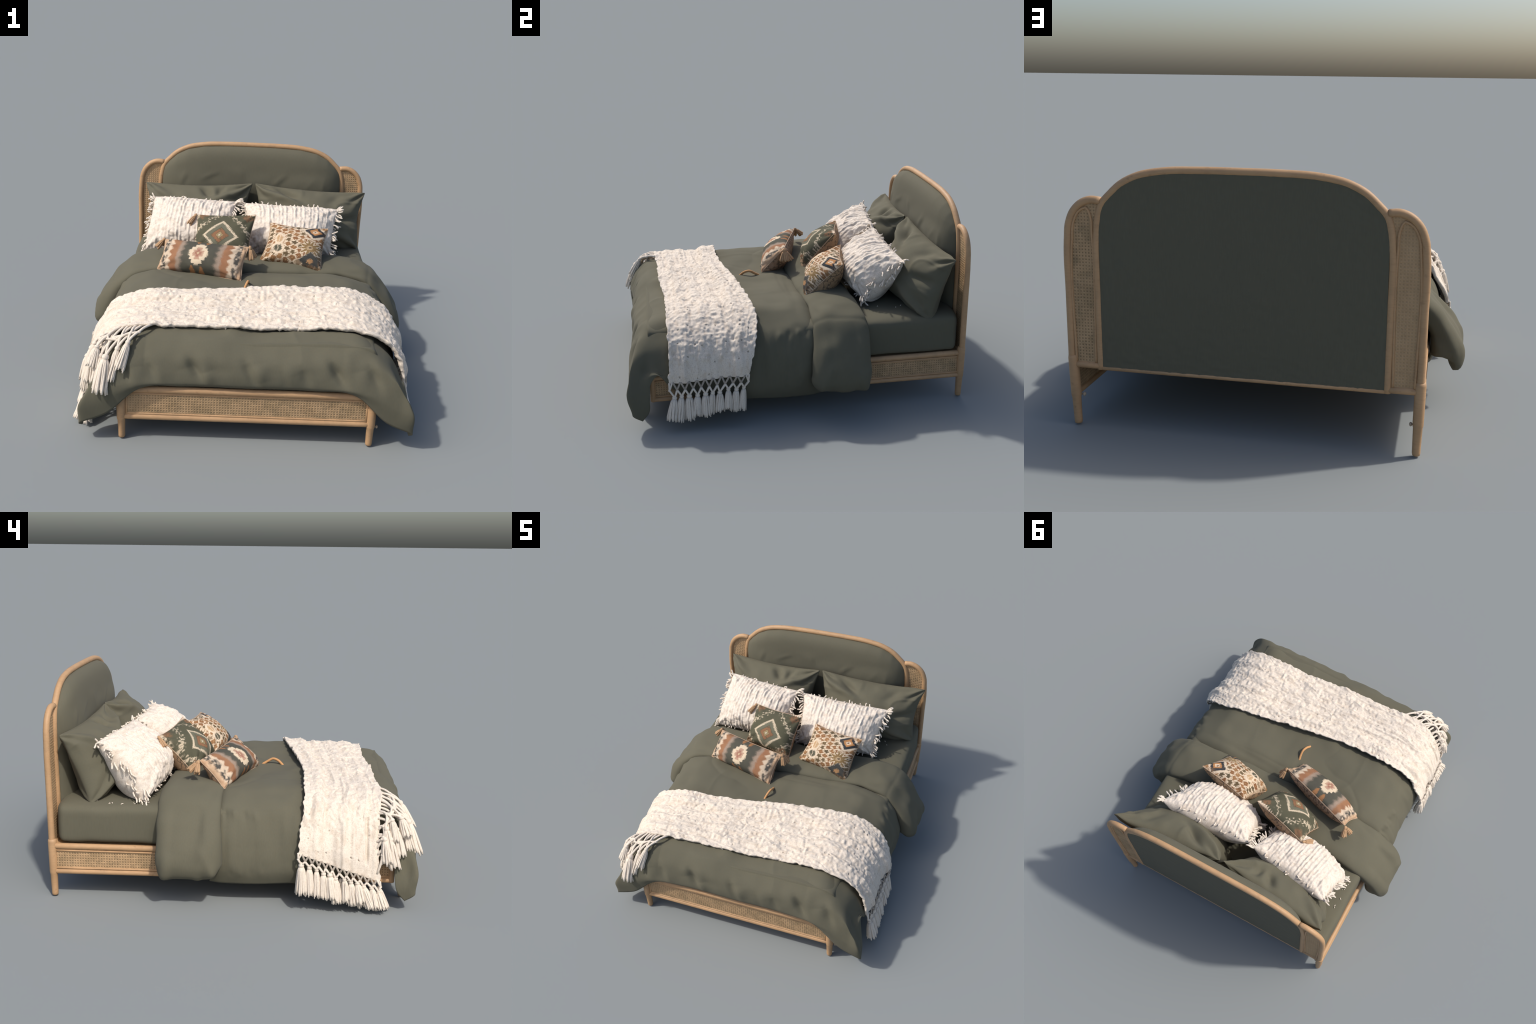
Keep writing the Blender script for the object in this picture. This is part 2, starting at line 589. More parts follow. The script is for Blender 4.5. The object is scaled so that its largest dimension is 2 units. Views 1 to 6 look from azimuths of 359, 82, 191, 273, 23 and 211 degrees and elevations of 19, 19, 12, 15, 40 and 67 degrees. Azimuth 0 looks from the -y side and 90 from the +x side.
def band_material(hx, hy):
    """Mirrored serrated bands of rust, cream, taupe and slate about a stepped medallion."""
    k = Material("banded_weave", 0.9, 0.15)
    wob = (k.noise(60, 2) - 0.5) * 0.07 + (k.noise(240, 1) - 0.5) * 0.06
    uu = k.x / hx + wob
    u = uu.abs()
    v = k.y / hy + wob * 0.6
    saw = (v * 2.6).pingpong(0.5)
    saw2 = (v * 2.6 + 0.25).pingpong(0.5)
    slate, taupe, rust = (0.066, 0.062, 0.052), (0.27, 0.205, 0.155), (0.235, 0.108, 0.060)
    cream, sand = (0.53, 0.42, 0.31), (0.40, 0.25, 0.145)
    c = k.mix(k.noise(26, 2), slate, (0.085, 0.082, 0.060))
    c = k.mix((u + saw * 0.10).above(0.43, 0.035), c, taupe)
    c = k.mix(u.above(0.46, 0.04), c, k.mix(k.noise(45, 2), (0.34, 0.26, 0.20), (0.22, 0.16, 0.12)))
    c = k.mix((u + saw * 0.03).above(0.52, 0.02), c, k.mix(k.noise(18, 2), rust, (0.29, 0.155, 0.082)))
    c = k.mix((u + saw * 0.15).above(0.72, 0.018), c, cream)
    c = k.mix((u + saw2 * 0.04).above(0.785, 0.02), c, k.mix(k.noise(36, 1).above(0.46, 0.06), cream, (0.072, 0.066, 0.058)))
    c = k.mix((u - saw2 * 0.02).above(0.885, 0.02), c, k.mix(k.noise(50, 2), sand, (0.56, 0.41, 0.28)))
    c = k.mix(u.above(0.95, 0.03) * 0.7, c, (0.36, 0.20, 0.11))
    # stepped medallion
    um = uu + 0.015
    def steps(q, s):
        return ((q.abs() * s).floor() + 0.5) / s
    e = steps(um, 17.0) * (1 / 0.27) + steps(v, 5.0) * (1 / 0.92)
    near = um.abs().below(0.215, 0.015) * v.abs().below(0.66, 0.04)
    c = k.mix(e.below(1.02, 0.012) * near, c, k.mix(k.noise(20, 1), (0.53, 0.43, 0.30), (0.61, 0.50, 0.37)))
    cross = (um.abs() * (1 / 0.11) + v.abs() * (1 / 0.40))
    c = k.mix((steps(um, 17.0) * (1 / 0.15) + steps(v, 5.0) * (1 / 0.52)).below(1.0, 0.012), c, (0.39, 0.25, 0.175))
    c = k.mix((um.abs().below(0.03, 0.01) * v.abs().below(0.26, 0.04)).max(um.abs().below(0.075, 0.01) * v.abs().below(0.10, 0.04)), c, (0.29, 0.135, 0.095))
    c = k.mix(((um * 6.0).abs() + v.abs() * 1.6).below(0.16, 0.05), c, (0.50, 0.38, 0.24))
    # ochre stars above and below
    for cu in (-0.12, 0.10):
        s = ((uu - cu).abs() * 4.6 + ((v.abs() - 1.0).abs()) * 1.3) + saw * 0.22
        c = k.mix(s.below(0.46, 0.04), c, (0.29, 0.14, 0.062))
        c = k.mix(s.below(0.17, 0.04), c, (0.44, 0.30, 0.17))
    # brown scrolls on the back
    line = (k.noise(24, 2) - 0.5).abs().below(0.03, 0.015)
    tan = k.mix(k.noise(55, 2), (0.22, 0.12, 0.07), (0.42, 0.29, 0.19))
    tan = k.mix(line * 0.8, tan, (0.085, 0.065, 0.05))
    c = k.mix(k.z.below(-0.004, 0.003), c, tan)
    k.paint(c)
    k.bump(k.noise(300, 2), 0.4, 0.002)
    return k.m


# ------------------------------------------------------------------ the bed
bed = empty("rattan_bed", (0, 0, 0))
bed["label"] = "pale rattan bed frame with arched upholstered headboard and cane panels"
bed["category"] = "bed"

CX, CY = -0.004, 0.976          # headboard centre line
TOP = 1.161


def mirror(pts):
    return [(2 * CX - x, y, z) for x, y, z in pts]


# arch and outer bows, right half (x, z)
arch = [(0.629, 0.27), (0.630, 0.60), (0.628, 0.88), (0.620, 0.950), (0.600, 1.010), (0.567, 1.046), (0.515, 1.093),
        (0.440, 1.130), (0.330, 1.152), (0.170, 1.160)]
bow = [(0.761, 0.30), (0.762, 0.60), (0.760, 0.85), (0.752, 0.920), (0.728, 0.972), (0.690, 1.007), (0.650, 1.021), (0.606, 1.018)]

headboard = add("headboard", None, bed)
headboard.empty_display_size = 0.05
parts = []
half = [(x + CX, CY, z) for x, z in arch]
full = half + [(CX, CY, TOP)] + mirror(half)[::-1]
full = [(x, y, z + (.002 if z > 1 else 0)) for x, y, z in full]
parts.append(tube(curve(full, 130), 0.0175, 14))
for side in (1, -1):
    P = [(CX + side * (x + .003), CY + .002, z + (.003 if z > .95 else 0)) for x, z in bow]
    parts.append(tube(curve(P, 60), 0.0172, 14))
    parts.append(tube([(CX + side * 0.629, CY, 0.285), (CX + side * 0.765, CY, 0.285)], 0.0165, 12))
    # flat lining strip that frames the cane
    inner = [(0.650, 0.30), (0.650, 0.88), (0.655, 0.955), (0.672, 0.990), (0.705, 0.975), (0.733, 0.925), (0.742, 0.85), (0.742, 0.30)]
    P = curve([(CX + side * x, CY + 0.007, z) for x, z in inner], 70)
    parts.append(tube(P, 0.0060, 8))
parts.append(tube([(CX - 0.62, CY + 0.004, 0.277), (CX + 0.62, CY + 0.004, 0.277)], 0.011, 10))
V, F = join(parts)
add("headboard_frame", make_mesh("headboard_frame", V, F, m_wood), headboard)


def arch_top(x):
    xs = np.array([0, 0.170, 0.330, 0.440, 0.515, 0.567, 0.600, 0.622, 0.65])
    zs = np.array([1.161, 1.160, 1.152, 1.130, 1.093, 1.046, 1.006, 0.93, 0.80])
    return np.interp(np.abs(x), xs, zs)


# upholstered panel: full front that swells forward, flat back
nu, nv = 121, 101
a = np.sin(np.linspace(-1, 1, nu) * np.pi / 2)
b = np.sin(np.linspace(-1, 1, nv) * np.pi / 2)
A, B = np.meshgrid(a, b)
Xp = A * 0.617
zt = arch_top(Xp) - 0.008
Zp = 0.272 + (B * 0.5 + 0.5) * (zt - 0.272)
swell = np.clip(1 - np.abs(A) ** 7, 0, 1) ** 0.55 * np.clip(1 - np.abs(B) ** 9, 0, 1) ** 0.55
zc = np.clip((Zp - 0.5) / 0.6, 0, 1)
front = np.stack([Xp + CX, CY - 0.004 - swell * 0.078, Zp], -1)
p = front.reshape(-1, 3)
w = np.zeros(len(p))
for s, e, amp in (((-0.36, .87, .93), (-0.24, .87, .985), .016), ((-0.06, .87, .93), (-0.10, .87, 1.01), .012),
                  ((.14, .87, .90), (.22, .87, .98), .018), ((.36, .87, .88), (.44, .87, .97), .010),
                  ((.48, .88, .84), (.50, .88, .98), .009), ((-0.50, .88, .88), (-0.46, .88, .98), .008)):
    w += 1.9 * amp * crease(p, s, e, 0.017) - 0.9 * amp * crease(p, (s[0] + .03, s[1], s[2]), (e[0] + .035, e[1], e[2] - .02), 0.016)
w += 0.006 * noise(p, 7, 3) * smooth01((1.05 - p[:, 2]) / 0.1) + 0.014 * smooth01((1.08 - p[:, 2]) / 0.2) * np.clip(1 - (p[:, 0] / .6) ** 4, 0, 1)
front[..., 1] -= (w.reshape(front.shape[:2])) * swell
back = np.stack([Xp + CX, np.full_like(Xp, CY + 0.0125), Zp], -1)
back[..., 1] += 0.0012 * noise(back.reshape(-1, 3), 60, 4).reshape(Xp.shape)
V, F = shell(front, back)
panel_mesh = make_mesh("upholstered_panel", V, F, m_panel)
add("upholstered_panel", panel_mesh, headboard)


def cane_panel(outline, name, parent, matrix, mat, thick=0.008):
    """Thin caned board; outline lies in its own x-y plane."""
    O = np.array(outline, float)
    n = len(O)
    c = O.mean(0)
    V = [(x, y, thick / 2) for x, y in O] + [(x, y, -thick / 2) for x, y in O]
    F = [tuple(range(n)), tuple(range(2 * n - 1, n - 1, -1))]
    for i in range(n):
        j = (i + 1) % n
        F.append((i, i + n, j + n, j))
    return add(name, make_mesh(name, V, F, mat, False), parent, matrix)


stand = Matrix.Rotation(math.pi / 2, 4, "X")     # local y -> world z
for side in (1, -1):
    edge = [(0.632, 0.288), (0.632, 0.90), (0.622, 0.96), (0.606, 1.012)] + [(x, z) for x, z in bow[::-1]] + [(0.760, 0.288)]
    if side > 0:
        edge = edge[::-1]
    P = [(CX + side * x, z) for x, z in edge]
    cane_panel(P, "headboard_cane", headboard, Matrix.Translation((0, CY + 0.002, 0)) @ stand, m_cane_dull if side < 0 else m_cane)

# back legs with a sleeve joint, front legs
LEGS = {"back": ((0.744, 0.757), (-0.763, -0.769)), "front": ((0.638, 0.640), (-0.640, -0.645))}
FOOTY = -0.912


def leg(parent, foot, top, r0, r1, sleeve):
    foot, top = np.array(foot, float), np.array(top, float)
    t = np.array([0, 0.03, 0.08, 0.38, 0.40, 0.42, 0.96, 1.0])
    r = np.array([r0 * 0.90, r0, r0, (r0 + r1) / 2, r1 * 1.0, r1 * 1.04, r1 * 1.06, r1 * 0.98])
    P = foot + (top - foot) * t[:, None]
    V, F = tube(P, r, 18)
    off = foot
    return V, F


leg_i = 0
for x0, x1 in LEGS["back"]:
    V, F = leg(bed, (x0, CY, 0.006), (x1, CY, 0.325), 0.0180, 0.0222, True)
    add("bed_leg", make_mesh("bed_leg", V, F, m_wood), bed)
for x0, x1 in LEGS["front"]:
    V, F = leg(bed, (x0, FOOTY, 0.006), (x1, FOOTY, 0.268), 0.0175, 0.0225, True)
    add("bed_leg", make_mesh("bed_leg", V, F, m_wood), bed)
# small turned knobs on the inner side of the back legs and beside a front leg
for loc, ax in (((0.722, 0.965, 0.139), -1), ((-0.741, 0.965, 0.136), 1), ((0.667, FOOTY + .01, 0.108), 1)):
    P = np.array([(loc[0] - ax * 0.006, loc[1], loc[2]), (loc[0], loc[1], loc[2])] + [(loc[0] + ax * d, loc[1], loc[2]) for d in (0.002, 0.005, 0.009, 0.0115, 0.0125)])
    V, F = tube(P, [0.004, 0.004, 0.0072, 0.0092, 0.0085, 0.0055, 0.002], 12)
    add("leg_knob", make_mesh("leg_knob", V, F, m_brass), bed)

# foot end
footboard = add("footboard", None, bed)
footboard.empty_display_size = 0.05
xa, xb = -0.640, 0.640
parts = [tube(np.linspace((xa, FOOTY, 0.127), (xb, FOOTY, 0.127), 30), 0.0165, 14),
         tube(np.linspace((xa, FOOTY, 0.283), (xb, FOOTY, 0.283), 30), 0.0190, 14)]
for z in (0.146, 0.260):
    parts.append(tube(np.linspace((xa + .02, FOOTY - .004, z), (xb - .02, FOOTY - .004, z), 20), 0.0065, 8))
for x in (xa + .026, xb - .026):
    parts.append(tube([(x, FOOTY - .004, 0.14), (x, FOOTY - .004, 0.27)], 0.0065, 8))
V, F = join(parts)
add("foot_rail", make_mesh("foot_rail", V, F, m_wood), footboard)
cane_panel([(xa, 0.125), (xb, 0.125), (xb, 0.28), (xa, 0.28)], "foot_cane", footboard,
           Matrix.Translation((0, FOOTY - 0.002, 0)) @ stand, m_cane)

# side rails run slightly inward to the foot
for side in (1, -1):
    p0 = np.array(((0.752 if side > 0 else -0.769), 0.965, 0.0))
    p1 = np.array(((0.757 if side > 0 else -0.770), -0.838, 0.0))
    lo0, lo1, hi0, hi1 = 0.145, 0.147, 0.288, 0.282
    rail = add("side_rail", None, bed)
    rail.empty_display_size = 0.05
    parts = []
    for z0, z1, r in ((lo0, lo1, 0.0150), (hi0, hi1, 0.0165)):
        parts.append(rounded_rod([p0 + (0, 0, z0), p1 + (0, 0, z1)], r))
    o = np.array((side * 0.005, 0, 0))
    for z0, z1 in ((lo0 + .020, lo1 + .020), (hi0 - .023, hi1 - .023)):
        parts.append(tube(np.linspace(p0 + o + (0, 0, z0), p1 + o + (0, 0, z1), 20), 0.0058, 8))
    parts.append(rounded_rod([p1 + (0, -.002, lo1 - .008), p1 + (0, -.002, hi1 + .008)], 0.016))
    V, F = join(parts)
    add("rail_frame", make_mesh("rail_frame", V, F, m_wood), rail)
    d = p0 - p1
    L = np.linalg.norm(d)
    ex = d / L
    nrm = np.array((side * 1.0, 0, 0)) - ex * ex[0] * side
    nrm /= np.linalg.norm(nrm)
    M = Matrix(((ex[0], 0, nrm[0], p1[0]), (ex[1], 0, nrm[1], p1[1]), (0, 1, 0, 0), (0, 0, 0, 1)))
    cane_panel([(0, lo1), (L, lo0), (L, hi0), (0, hi1)], "rail_cane", rail, M, m_cane)

# plain base under the mattress
V, F = box((-0.755, -0.83, 0.266), (0.742, 0.965, 0.292), 0.006)
add("bed_base", make_mesh("bed_base", V, F, m_wood, False), bed)

# ------------------------------------------------------------------ mattress
mattress = empty("mattress", (0, 0.05, 0.29))
mattress["label"] = "deep mattress in a fitted olive green sheet"
mattress["category"] = "mattress"
ny, na = 90, 96
ys = np.concatenate([np.linspace(-0.85, -0.80, 6), np.linspace(-0.78, 0.90, ny - 16), np.linspace(0.905, 0.952, 10)])
ang = np.linspace(0, 2 * np.pi, na, endpoint=False)
rows = []
for y in ys:
    hw = 0.66 + (0.766 - 0.66) * smooth01((y + 0.9) / 1.2)
    e = min(1, max(0.02, 1 - (1 - min(1, (0.955 - y) / 0.05)) ** 3)) if y > 0.905 else 1.0
    e2 = 1 - (1 - e) * 0.06
    c, s = np.cos(ang), np.sin(ang)
    ex = 0.16
    x = np.sign(c) * np.abs(c) ** ex * hw * e2
    zz = np.sign(s) * np.abs(s) ** 0.30 * (0.107 + 0.015 * (s > 0)) * (1 - (1 - e) * 0.15)
    rows.append(np.stack([x, np.full_like(x, y), 0.397 + zz], -1))
G = np.array(rows)
p = G.reshape(-1, 3)
p = p + np.stack([0.005 * fbm(p, 6, 11, 2) * np.sign(p[:, 0]) - 0.006 * smooth01(p[:, 0] / .5), 0 * p[:, 0], 0.005 * fbm(p, 6, 12, 2) + (0.004 + 0.012 * smooth01(p[:, 0] / .6 + .4)) * (p[:, 2] > 0.42)], -1)
nr = len(ys)
F = []
for i in range(nr - 1):
    for j in range(na):
        k2 = (j + 1) % na
        F.append((i * na + j, (i + 1) * na + j, (i + 1) * na + k2, i * na + k2))
F.append(tuple(range(na)))
F.append(tuple((nr - 1) * na + j for j in range(na - 1, -1, -1)))
sheet_top = p[p[:, 2] > 0.47]
add("fitted_sheet", make_mesh("fitted_sheet", p, F, m_green), mattress)

# ------------------------------------------------------------------ duvet
duvet = empty("duvet", (0, -0.4, 0.29))
duvet["label"] = "puffy olive green duvet with a turned-back top and drooping corners"
duvet["category"] = "duvet"


def both(right, mid, left=None):
    """A row of control points: right half from the hem inward, middle, mirrored left half."""
    L = [(-x, y, z) for x, y, z in (left or right)]
    return L + [mid] + right[::-1]


# hem, outer fold, side, shoulder, top, inner top -- from the turned-back edge to the foot
R = []
R.append(both([(.775, .13, .114), (.815, .13, .20), (.815, .13, .33), (.76, .13, .46), (.60, .13, .540), (.32, .13, .552)], (0, .13, .555)))
R.append(both([(.795, .07, .114), (.835, .07, .20), (.838, .07, .34), (.775, .07, .49), (.61, .07, .576), (.32, .07, .584)], (0, .06, .586)))
R.append(both([(.800, 0, .114), (.845, 0, .20), (.842, 0, .34), (.778, 0, .490), (.62, 0, .584), (.32, 0, .597)], (0, 0, .596)))
R.append(both([(.800, -.12, .114), (.840, -.12, .20), (.835, -.12, .34), (.772, -.12, .485), (.61, -.12, .584), (.32, -.12, .597)], (0, -.12, .592)))
R.append(both([(.800, -.28, .124), (.838, -.28, .20), (.830, -.28, .34), (.768, -.28, .486), (.60, -.28, .588), (.32, -.28, .598)], (0, -.28, .598)))
R.append(both([(.810, -.46, .135), (.838, -.46, .21), (.826, -.46, .34), (.760, -.46, .470), (.60, -.46, .578), (.32, -.46, .593)], (0, -.46, .593)))
R.append(both([(.815, -.62, .180), (.836, -.62, .23), (.822, -.62, .34), (.760, -.62, .455), (.60, -.62, .560), (.32, -.62, .578)], (0, -.62, .578)))
R.append(both([(.810, -.735, .235), (.826, -.74, .275), (.815, -.74, .345), (.755, -.74, .450), (.60, -.75, .553), (.32, -.755, .568)], (0, -.755, .570)))
R.append(both([(.805, -.805, .315), (.815, -.83, .325), (.788, -.847, .365), (.728, -.847, .450), (.60, -.850, .530), (.32, -.855, .538)], (0, -.855, .540)))
R.append(both([(.822, -.850, .270), (.820, -.900, .280), (.798, -.945, .335), (.738, -.940, .420), (.60, -.922, .470), (.32, -.925, .475)], (0, -.925, .475),
              [(.822, -.845, .270), (.816, -.882, .285), (.795, -.915, .335), (.735, -.910, .425), (.60, -.915, .470), (.32, -.922, .475)]))
R.append(both([(.832, -.858, .185), (.838, -.915, .215), (.830, -.972, .272), (.758, -.970, .348), (.60, -.955, .395), (.32, -.955, .400)], (0, -.955, .400),
              [(.830, -.850, .185), (.826, -.895, .215), (.818, -.942, .270), (.765, -.952, .340), (.60, -.950, .395), (.32, -.952, .400)]))
R.append(both([(.840, -.866, .110), (.850, -.925, .150), (.848, -.982, .195), (.765, -.978, .240), (.59, -.970, .322), (.32, -.950, .335)], (0, -.950, .335),
              [(.845, -.864, .110), (.856, -.918, .150), (.852, -.968, .195), (.765, -.970, .240), (.59, -.968, .322), (.32, -.948, .335)]))
R.append(both([(.846, -.905, .062), (.854, -.948, .092), (.830, -.962, .112), (.715, -.960, .160), (.56, -.950, .296), (.32, -.925, .312)], (0, -.925, .312)))
NR, NC = 190, 330
D0 = patch(R, NR, NC)[:, ::-1]
N0 = grid_normals(D0)


def duvet_relief(p):
    """Soft quilting puckers, drag lines and random puffiness, metres along the normal."""
    h = 0.009 * fbm(p, (4, 4, 4), 21, 2) + 0.004 * noise(p, 11, 24)
    # irregular soft creases: ridged noise, strongest where cloth turns
    q = p + 0.05 * np.stack([noise(p, 5, 61), noise(p, 5, 62), noise(p, 5, 63)], -1)
    h -= 0.0035 * np.clip(1 - np.abs(noise(q, (2.2, 3.2, 2.5), 64)) / 0.30, 0, 1) ** 2
    h += 0.003 * np.clip(1 - np.abs(noise(q, (3, 2.6, 3), 65)) / 0.30, 0, 1) ** 2
    # vertical drag folds down the long sides
    side = smooth01((np.abs(p[:, 0]) - 0.70) / 0.1)
    h += side * (0.009 * noise(p, (1, 12, 1.6), 27) + 0.005 * noise(p, (1.5, 26, 2.2), 28)) * smooth01((p[:, 1] + 0.85) / 0.2)
    # puckers of the front face
    for x, amp in ((-0.47, .015), (-0.24, .026), (0.03, .020), (0.19, .010), (0.30, .013), (0.48, .028), (0.66, .018), (-0.60, .014)):
        h -= amp * crease(p, (x + amp, -.955, .31), (x - 2.5 * amp, -.935, .40 + 3 * amp), 0.024)
        h += 0.35 * amp * crease(p, (x + .04, -.955, .33), (x - .10 + 4 * amp, -.90, .50), 0.035)
    for x, z0, z1, amp in ((-0.22, .40, .33, .010), (0.05, .46, .36, .009), (.56, .44, .33, .012), (-.57, .42, .32, .010), (-.35, .5, .42, .006), (.2, .5, .40, .006)):
        h += amp * crease(p, (x, -.945, z0), (x + .03, -.955, z1), 0.045)
    # creases on top, towards the fold
    for a1, b1, amp, wd in (((.60, .02, .57), (.10, .03, .58), .010, .022), ((-.60, .0, .57), (-.25, -.05, .58), .009, .018),
                            ((.72, -.06, .52), (.45, -.16, .58), .007, .02), ((-.70, -.10, .52), (-.45, -.2, .58), .007, .02),
                            ((-.02, -.04, .59), (-.03, -.12, .59), .006, .02)):
        h -= amp * crease(p, a1, b1, wd)
    # long drag folds near the turned-back edge, both sides
    for y, amp in ((-.02, .012), (.03, -.010), (-.075, -.010), (-.13, .008)):
        for sx in (1, -1):
            h += 2.3 * amp * crease(p, (sx * .76, y + .02, .52), (sx * .84, y - .02, .15), 0.015)
    # flap folds at the front corners
    for sx in (1, -1):
        h -= 0.014 * crease(p, (sx * .77, -.86, .46), (sx * .84, -.90, .20), 0.022)
        h += 0.012 * crease(p, (sx * .80, -.95, .44), (sx * .86, -.96, .15), 0.03)
    return h


shp = D0.shape[:2]
N0 = blur(N0, 40)
N0 /= np.linalg.norm(N0, axis=-1, keepdims=True)
ii, jj = np.meshgrid(np.arange(NR), np.arange(NC), indexing="ij")
inset = np.minimum.reduce([NR - 1 - ii + 0 * jj, jj, NC - 1 - jj])
under = smooth01((-0.36 - D0[..., 1]) / .05) * smooth01((D0[..., 1] + .75) / .05)
H = (duvet_relief(D0.reshape(-1, 3)).reshape(shp) - 0.017 - 0.010 * under) * smooth01(inset / 26)
D = D0 + N0 * H[..., None]
thick = 0.016 * np.sqrt(np.clip(1 - (1 - np.clip(inset / 9, 0, 1)) ** 2, 0.02, 1))
V, F = shell(D, D - N0 * thick[..., None])
add("duvet_cover", make_mesh("duvet_cover", V, F, m_green), duvet)

# turned-back edge: a fat flattened roll draped across the bed
spine = [(-.905, .188), (-.921, .200), (-.934, .232), (-.930, .285), (-.893, .362), (-.825, .455), (-.725, .543), (-.58, .583), (-.33, .590), (0, .592),
         (.33, .590), (.58, .585), (.725, .545), (.825, .455), (.890, .362), (.926, .285), (.930, .232), (.916, .200), (.898, .188)]
fronty = [.105, .085, .066, .062, .064, .066, .070, .072, .074, .070, .078, .088, .084, .070, .062, .058, .056, .066, .085]
backy = [.350, .380, .398, .404, .404, .404, .405, .395, .385, .375, .372, .385, .398, .404, .406, .405, .398, .380, .350]
thk = [.055, .110, .145, .155, .130, .100, .085, .075, .072, .070, .072, .075, .085, .100, .130, .155, .145, .110, .055]
ns = 240
S = np.array([(x, fy, by, z, t) for (x, z), fy, by, t in zip(spine, fronty, backy, thk)])
t = knots(S[:, [0, 3]])
S = hermite(S, t, np.linspace(0, t[-1], ns))
tang = np.gradient(S[:, [0, 3]], axis=0)
tang /= np.linalg.norm(tang, axis=1, keepdims=True)
nx, nz = -tang[:, 1], tang[:, 0]
na = 72
ang = np.linspace(0, 2 * np.pi, na, endpoint=False)
rows = []
for q in range(na):
    c, s = np.cos(ang[q]), np.sin(ang[q])
    along = np.sign(c) * abs(c) ** (0.50 if c > 0 else 0.70)
    up = np.sign(s) * abs(s) ** (0.55 if c > 0 else 0.80)
    y = (S[:, 1] + S[:, 2]) / 2 + along * (S[:, 2] - S[:, 1]) / 2
    crown = 0.010 * (1 - along * along)
    h = up * S[:, 4] * 0.5 - S[:, 4] * 0.5 + 0.012 + (crown if up > 0 else 0)
    rows.append(np.stack([S[:, 0] + nx * h, y, S[:, 3] + nz * h], -1))
G = np.array(rows)
p = G.reshape(-1, 3)
Gw = np.concatenate([G[-1:], G, G[:1]], 0)
N = -grid_normals(Gw)[1:-1].reshape(-1, 3)
h = 0.009 * fbm(p, 4.5, 31, 2) + 0.004 * noise(p, 12, 35)
q = p + 0.05 * np.stack([noise(p, 5, 66), noise(p, 5, 67), noise(p, 5, 68)], -1)
h -= 0.004 * np.clip(1 - np.abs(noise(q, (2.4, 3.4, 2.5), 69)) / 0.28, 0, 1) ** 2
h += (0.013 * noise(p, (1.2, 11, 1.5), 38) + 0.006 * noise(p, (2, 24, 2.5), 40) - 0.002) * smooth01((np.abs(p[:, 0]) - 0.74) / 0.1)
for sx in (1, -1):
    h += 0.014 * crease(p, (sx * .86, .13, .42), (sx * .93, .10, .18), 0.03)
    h -= 0.010 * crease(p, (sx * .90, .20, .36), (sx * .94, .16, .17), 0.03)
    h -= 0.008 * crease(p, (sx * .60, .10, .60), (sx * .80, .16, .50), 0.02)
    h += 0.014 * crease(p, (sx * .93, .30, .32), (sx * .92, .36, .18), 0.03)
    h += 0.018 * crease(p, (sx * .92, .17, .34), (sx * .93, .10, .20), 0.020)
    h -= 0.016 * crease(p, (sx * .92, .22, .30), (sx * .93, .16, .19), 0.022)
    h -= 0.012 * crease(p, (sx * .80, .24, .47), (sx * .93, .29, .24), 0.020)
p = p + N * h[:, None]
# soft corners: the hem droops at its front and back
for sx in (1, -1):
    m = np.clip((0.24 - p[:, 2]) / 0.09, 0, 1) * (np.sign(p[:, 0]) == sx)
    dy = (p[:, 1] - 0.22) / 0.16
    p[:, 2] -= m * (0.028 * np.clip(dy, 0, 1.2) ** 2 + 0.012 * noise(p, (2, 16, 2), 39))
    p[:, 1] += m * 0.022 * np.clip(dy, 0, 1.2) ** 3
F = [f[::-1] for f in grid_faces(na, ns, wrap=True)]
F.append(tuple(i * ns for i in range(na)))
F.append(tuple(i * ns + ns - 1 for i in range(na - 1, -1, -1)))
F = [f[::-1] for f in F]
add("turned_back_edge", make_mesh("turned_back_edge", p, F, m_green), duvet)

# leather loop lying on the duvet
P = curve([(-.042, -.268, .548), (-.036, -.244, .570), (-.022, -.208, .600), (-.014, -.182, .606), (-.012, -.150, .590), (-.018, -.112, .565), (-.020, -.098, .552)], 30)
V, F = tube(P, 0.0078, 10)
add("leather_loop", make_mesh("leather_loop", V, F, m_cord), duvet)

# ------------------------------------------------------------------ throw blanket
throw = empty("throw_blanket", (0, -0.55, 0.6))
throw["label"] = "cream bobbled throw laid across the bed with netted tassel ends"
throw["category"] = "throw blanket"

# stations across the bed: (x, z, back y, front y, extra drop of the front edge)
T = [(-.872, .318, -.345, -.772, .150), (-.858, .365, -.348, -.766, .085), (-.832, .412, -.352, -.762, .045), (-.792, .468, -.358, -.764, .020),
     (-.735, .536, -.368, -.772, .010), (-.60, .588, -.380, -.786, .014), (-.33, .607, -.380, -.770, .024), (0, .609, -.335, -.763, .028),
     (.30, .606, -.285, -.738, .026), (.56, .592, -.250, -.740, .014), (.70, .545, -.242, -.740, .020), (.785, .482, -.252, -.740, .020),
     (.822, .420, -.275, -.742, .015), (.845, .360, -.292, -.748, .015), (.852, .303, -.302, -.752, .030)]
rows = []
for k in np.linspace(0, 1, 7):
    row = []
    for x, z, yb, yf, drop in T:
        roll = 0.024 * math.exp(-((k - 0.10) / 0.12) ** 2) + 0.003 * math.cos(k * 9)
        flat = 1 if abs(x) < 0.72 else 0.2
        tuck = (0.014 if x < 0 else 0.012) * k * k * smooth01((abs(x) - .66) / .12) * (1 if x < 0 else -1)
        yb2 = yb + 0.012 * flat
        row.append((x + tuck + (roll * (1 - flat) * (1 if x > 0 else -1)), yb2 + (yf - yb2) * k, z + roll * flat - drop * k))
    rows.append(row)
NRb, NCb = 130, 560
B0 = patch(rows, NRb, NCb)[:, ::-1]
N = grid_normals(B0)
arc = np.concatenate([[0], np.cumsum(np.linalg.norm(np.diff(B0[NRb // 2], axis=0), axis=1))])
wid = np.linspace(0, 0.46, NRb)
ss, tt = np.meshgrid(arc, wid)
p = B0.reshape(-1, 3)
st = np.stack([ss, tt], -1).reshape(-1, 2)
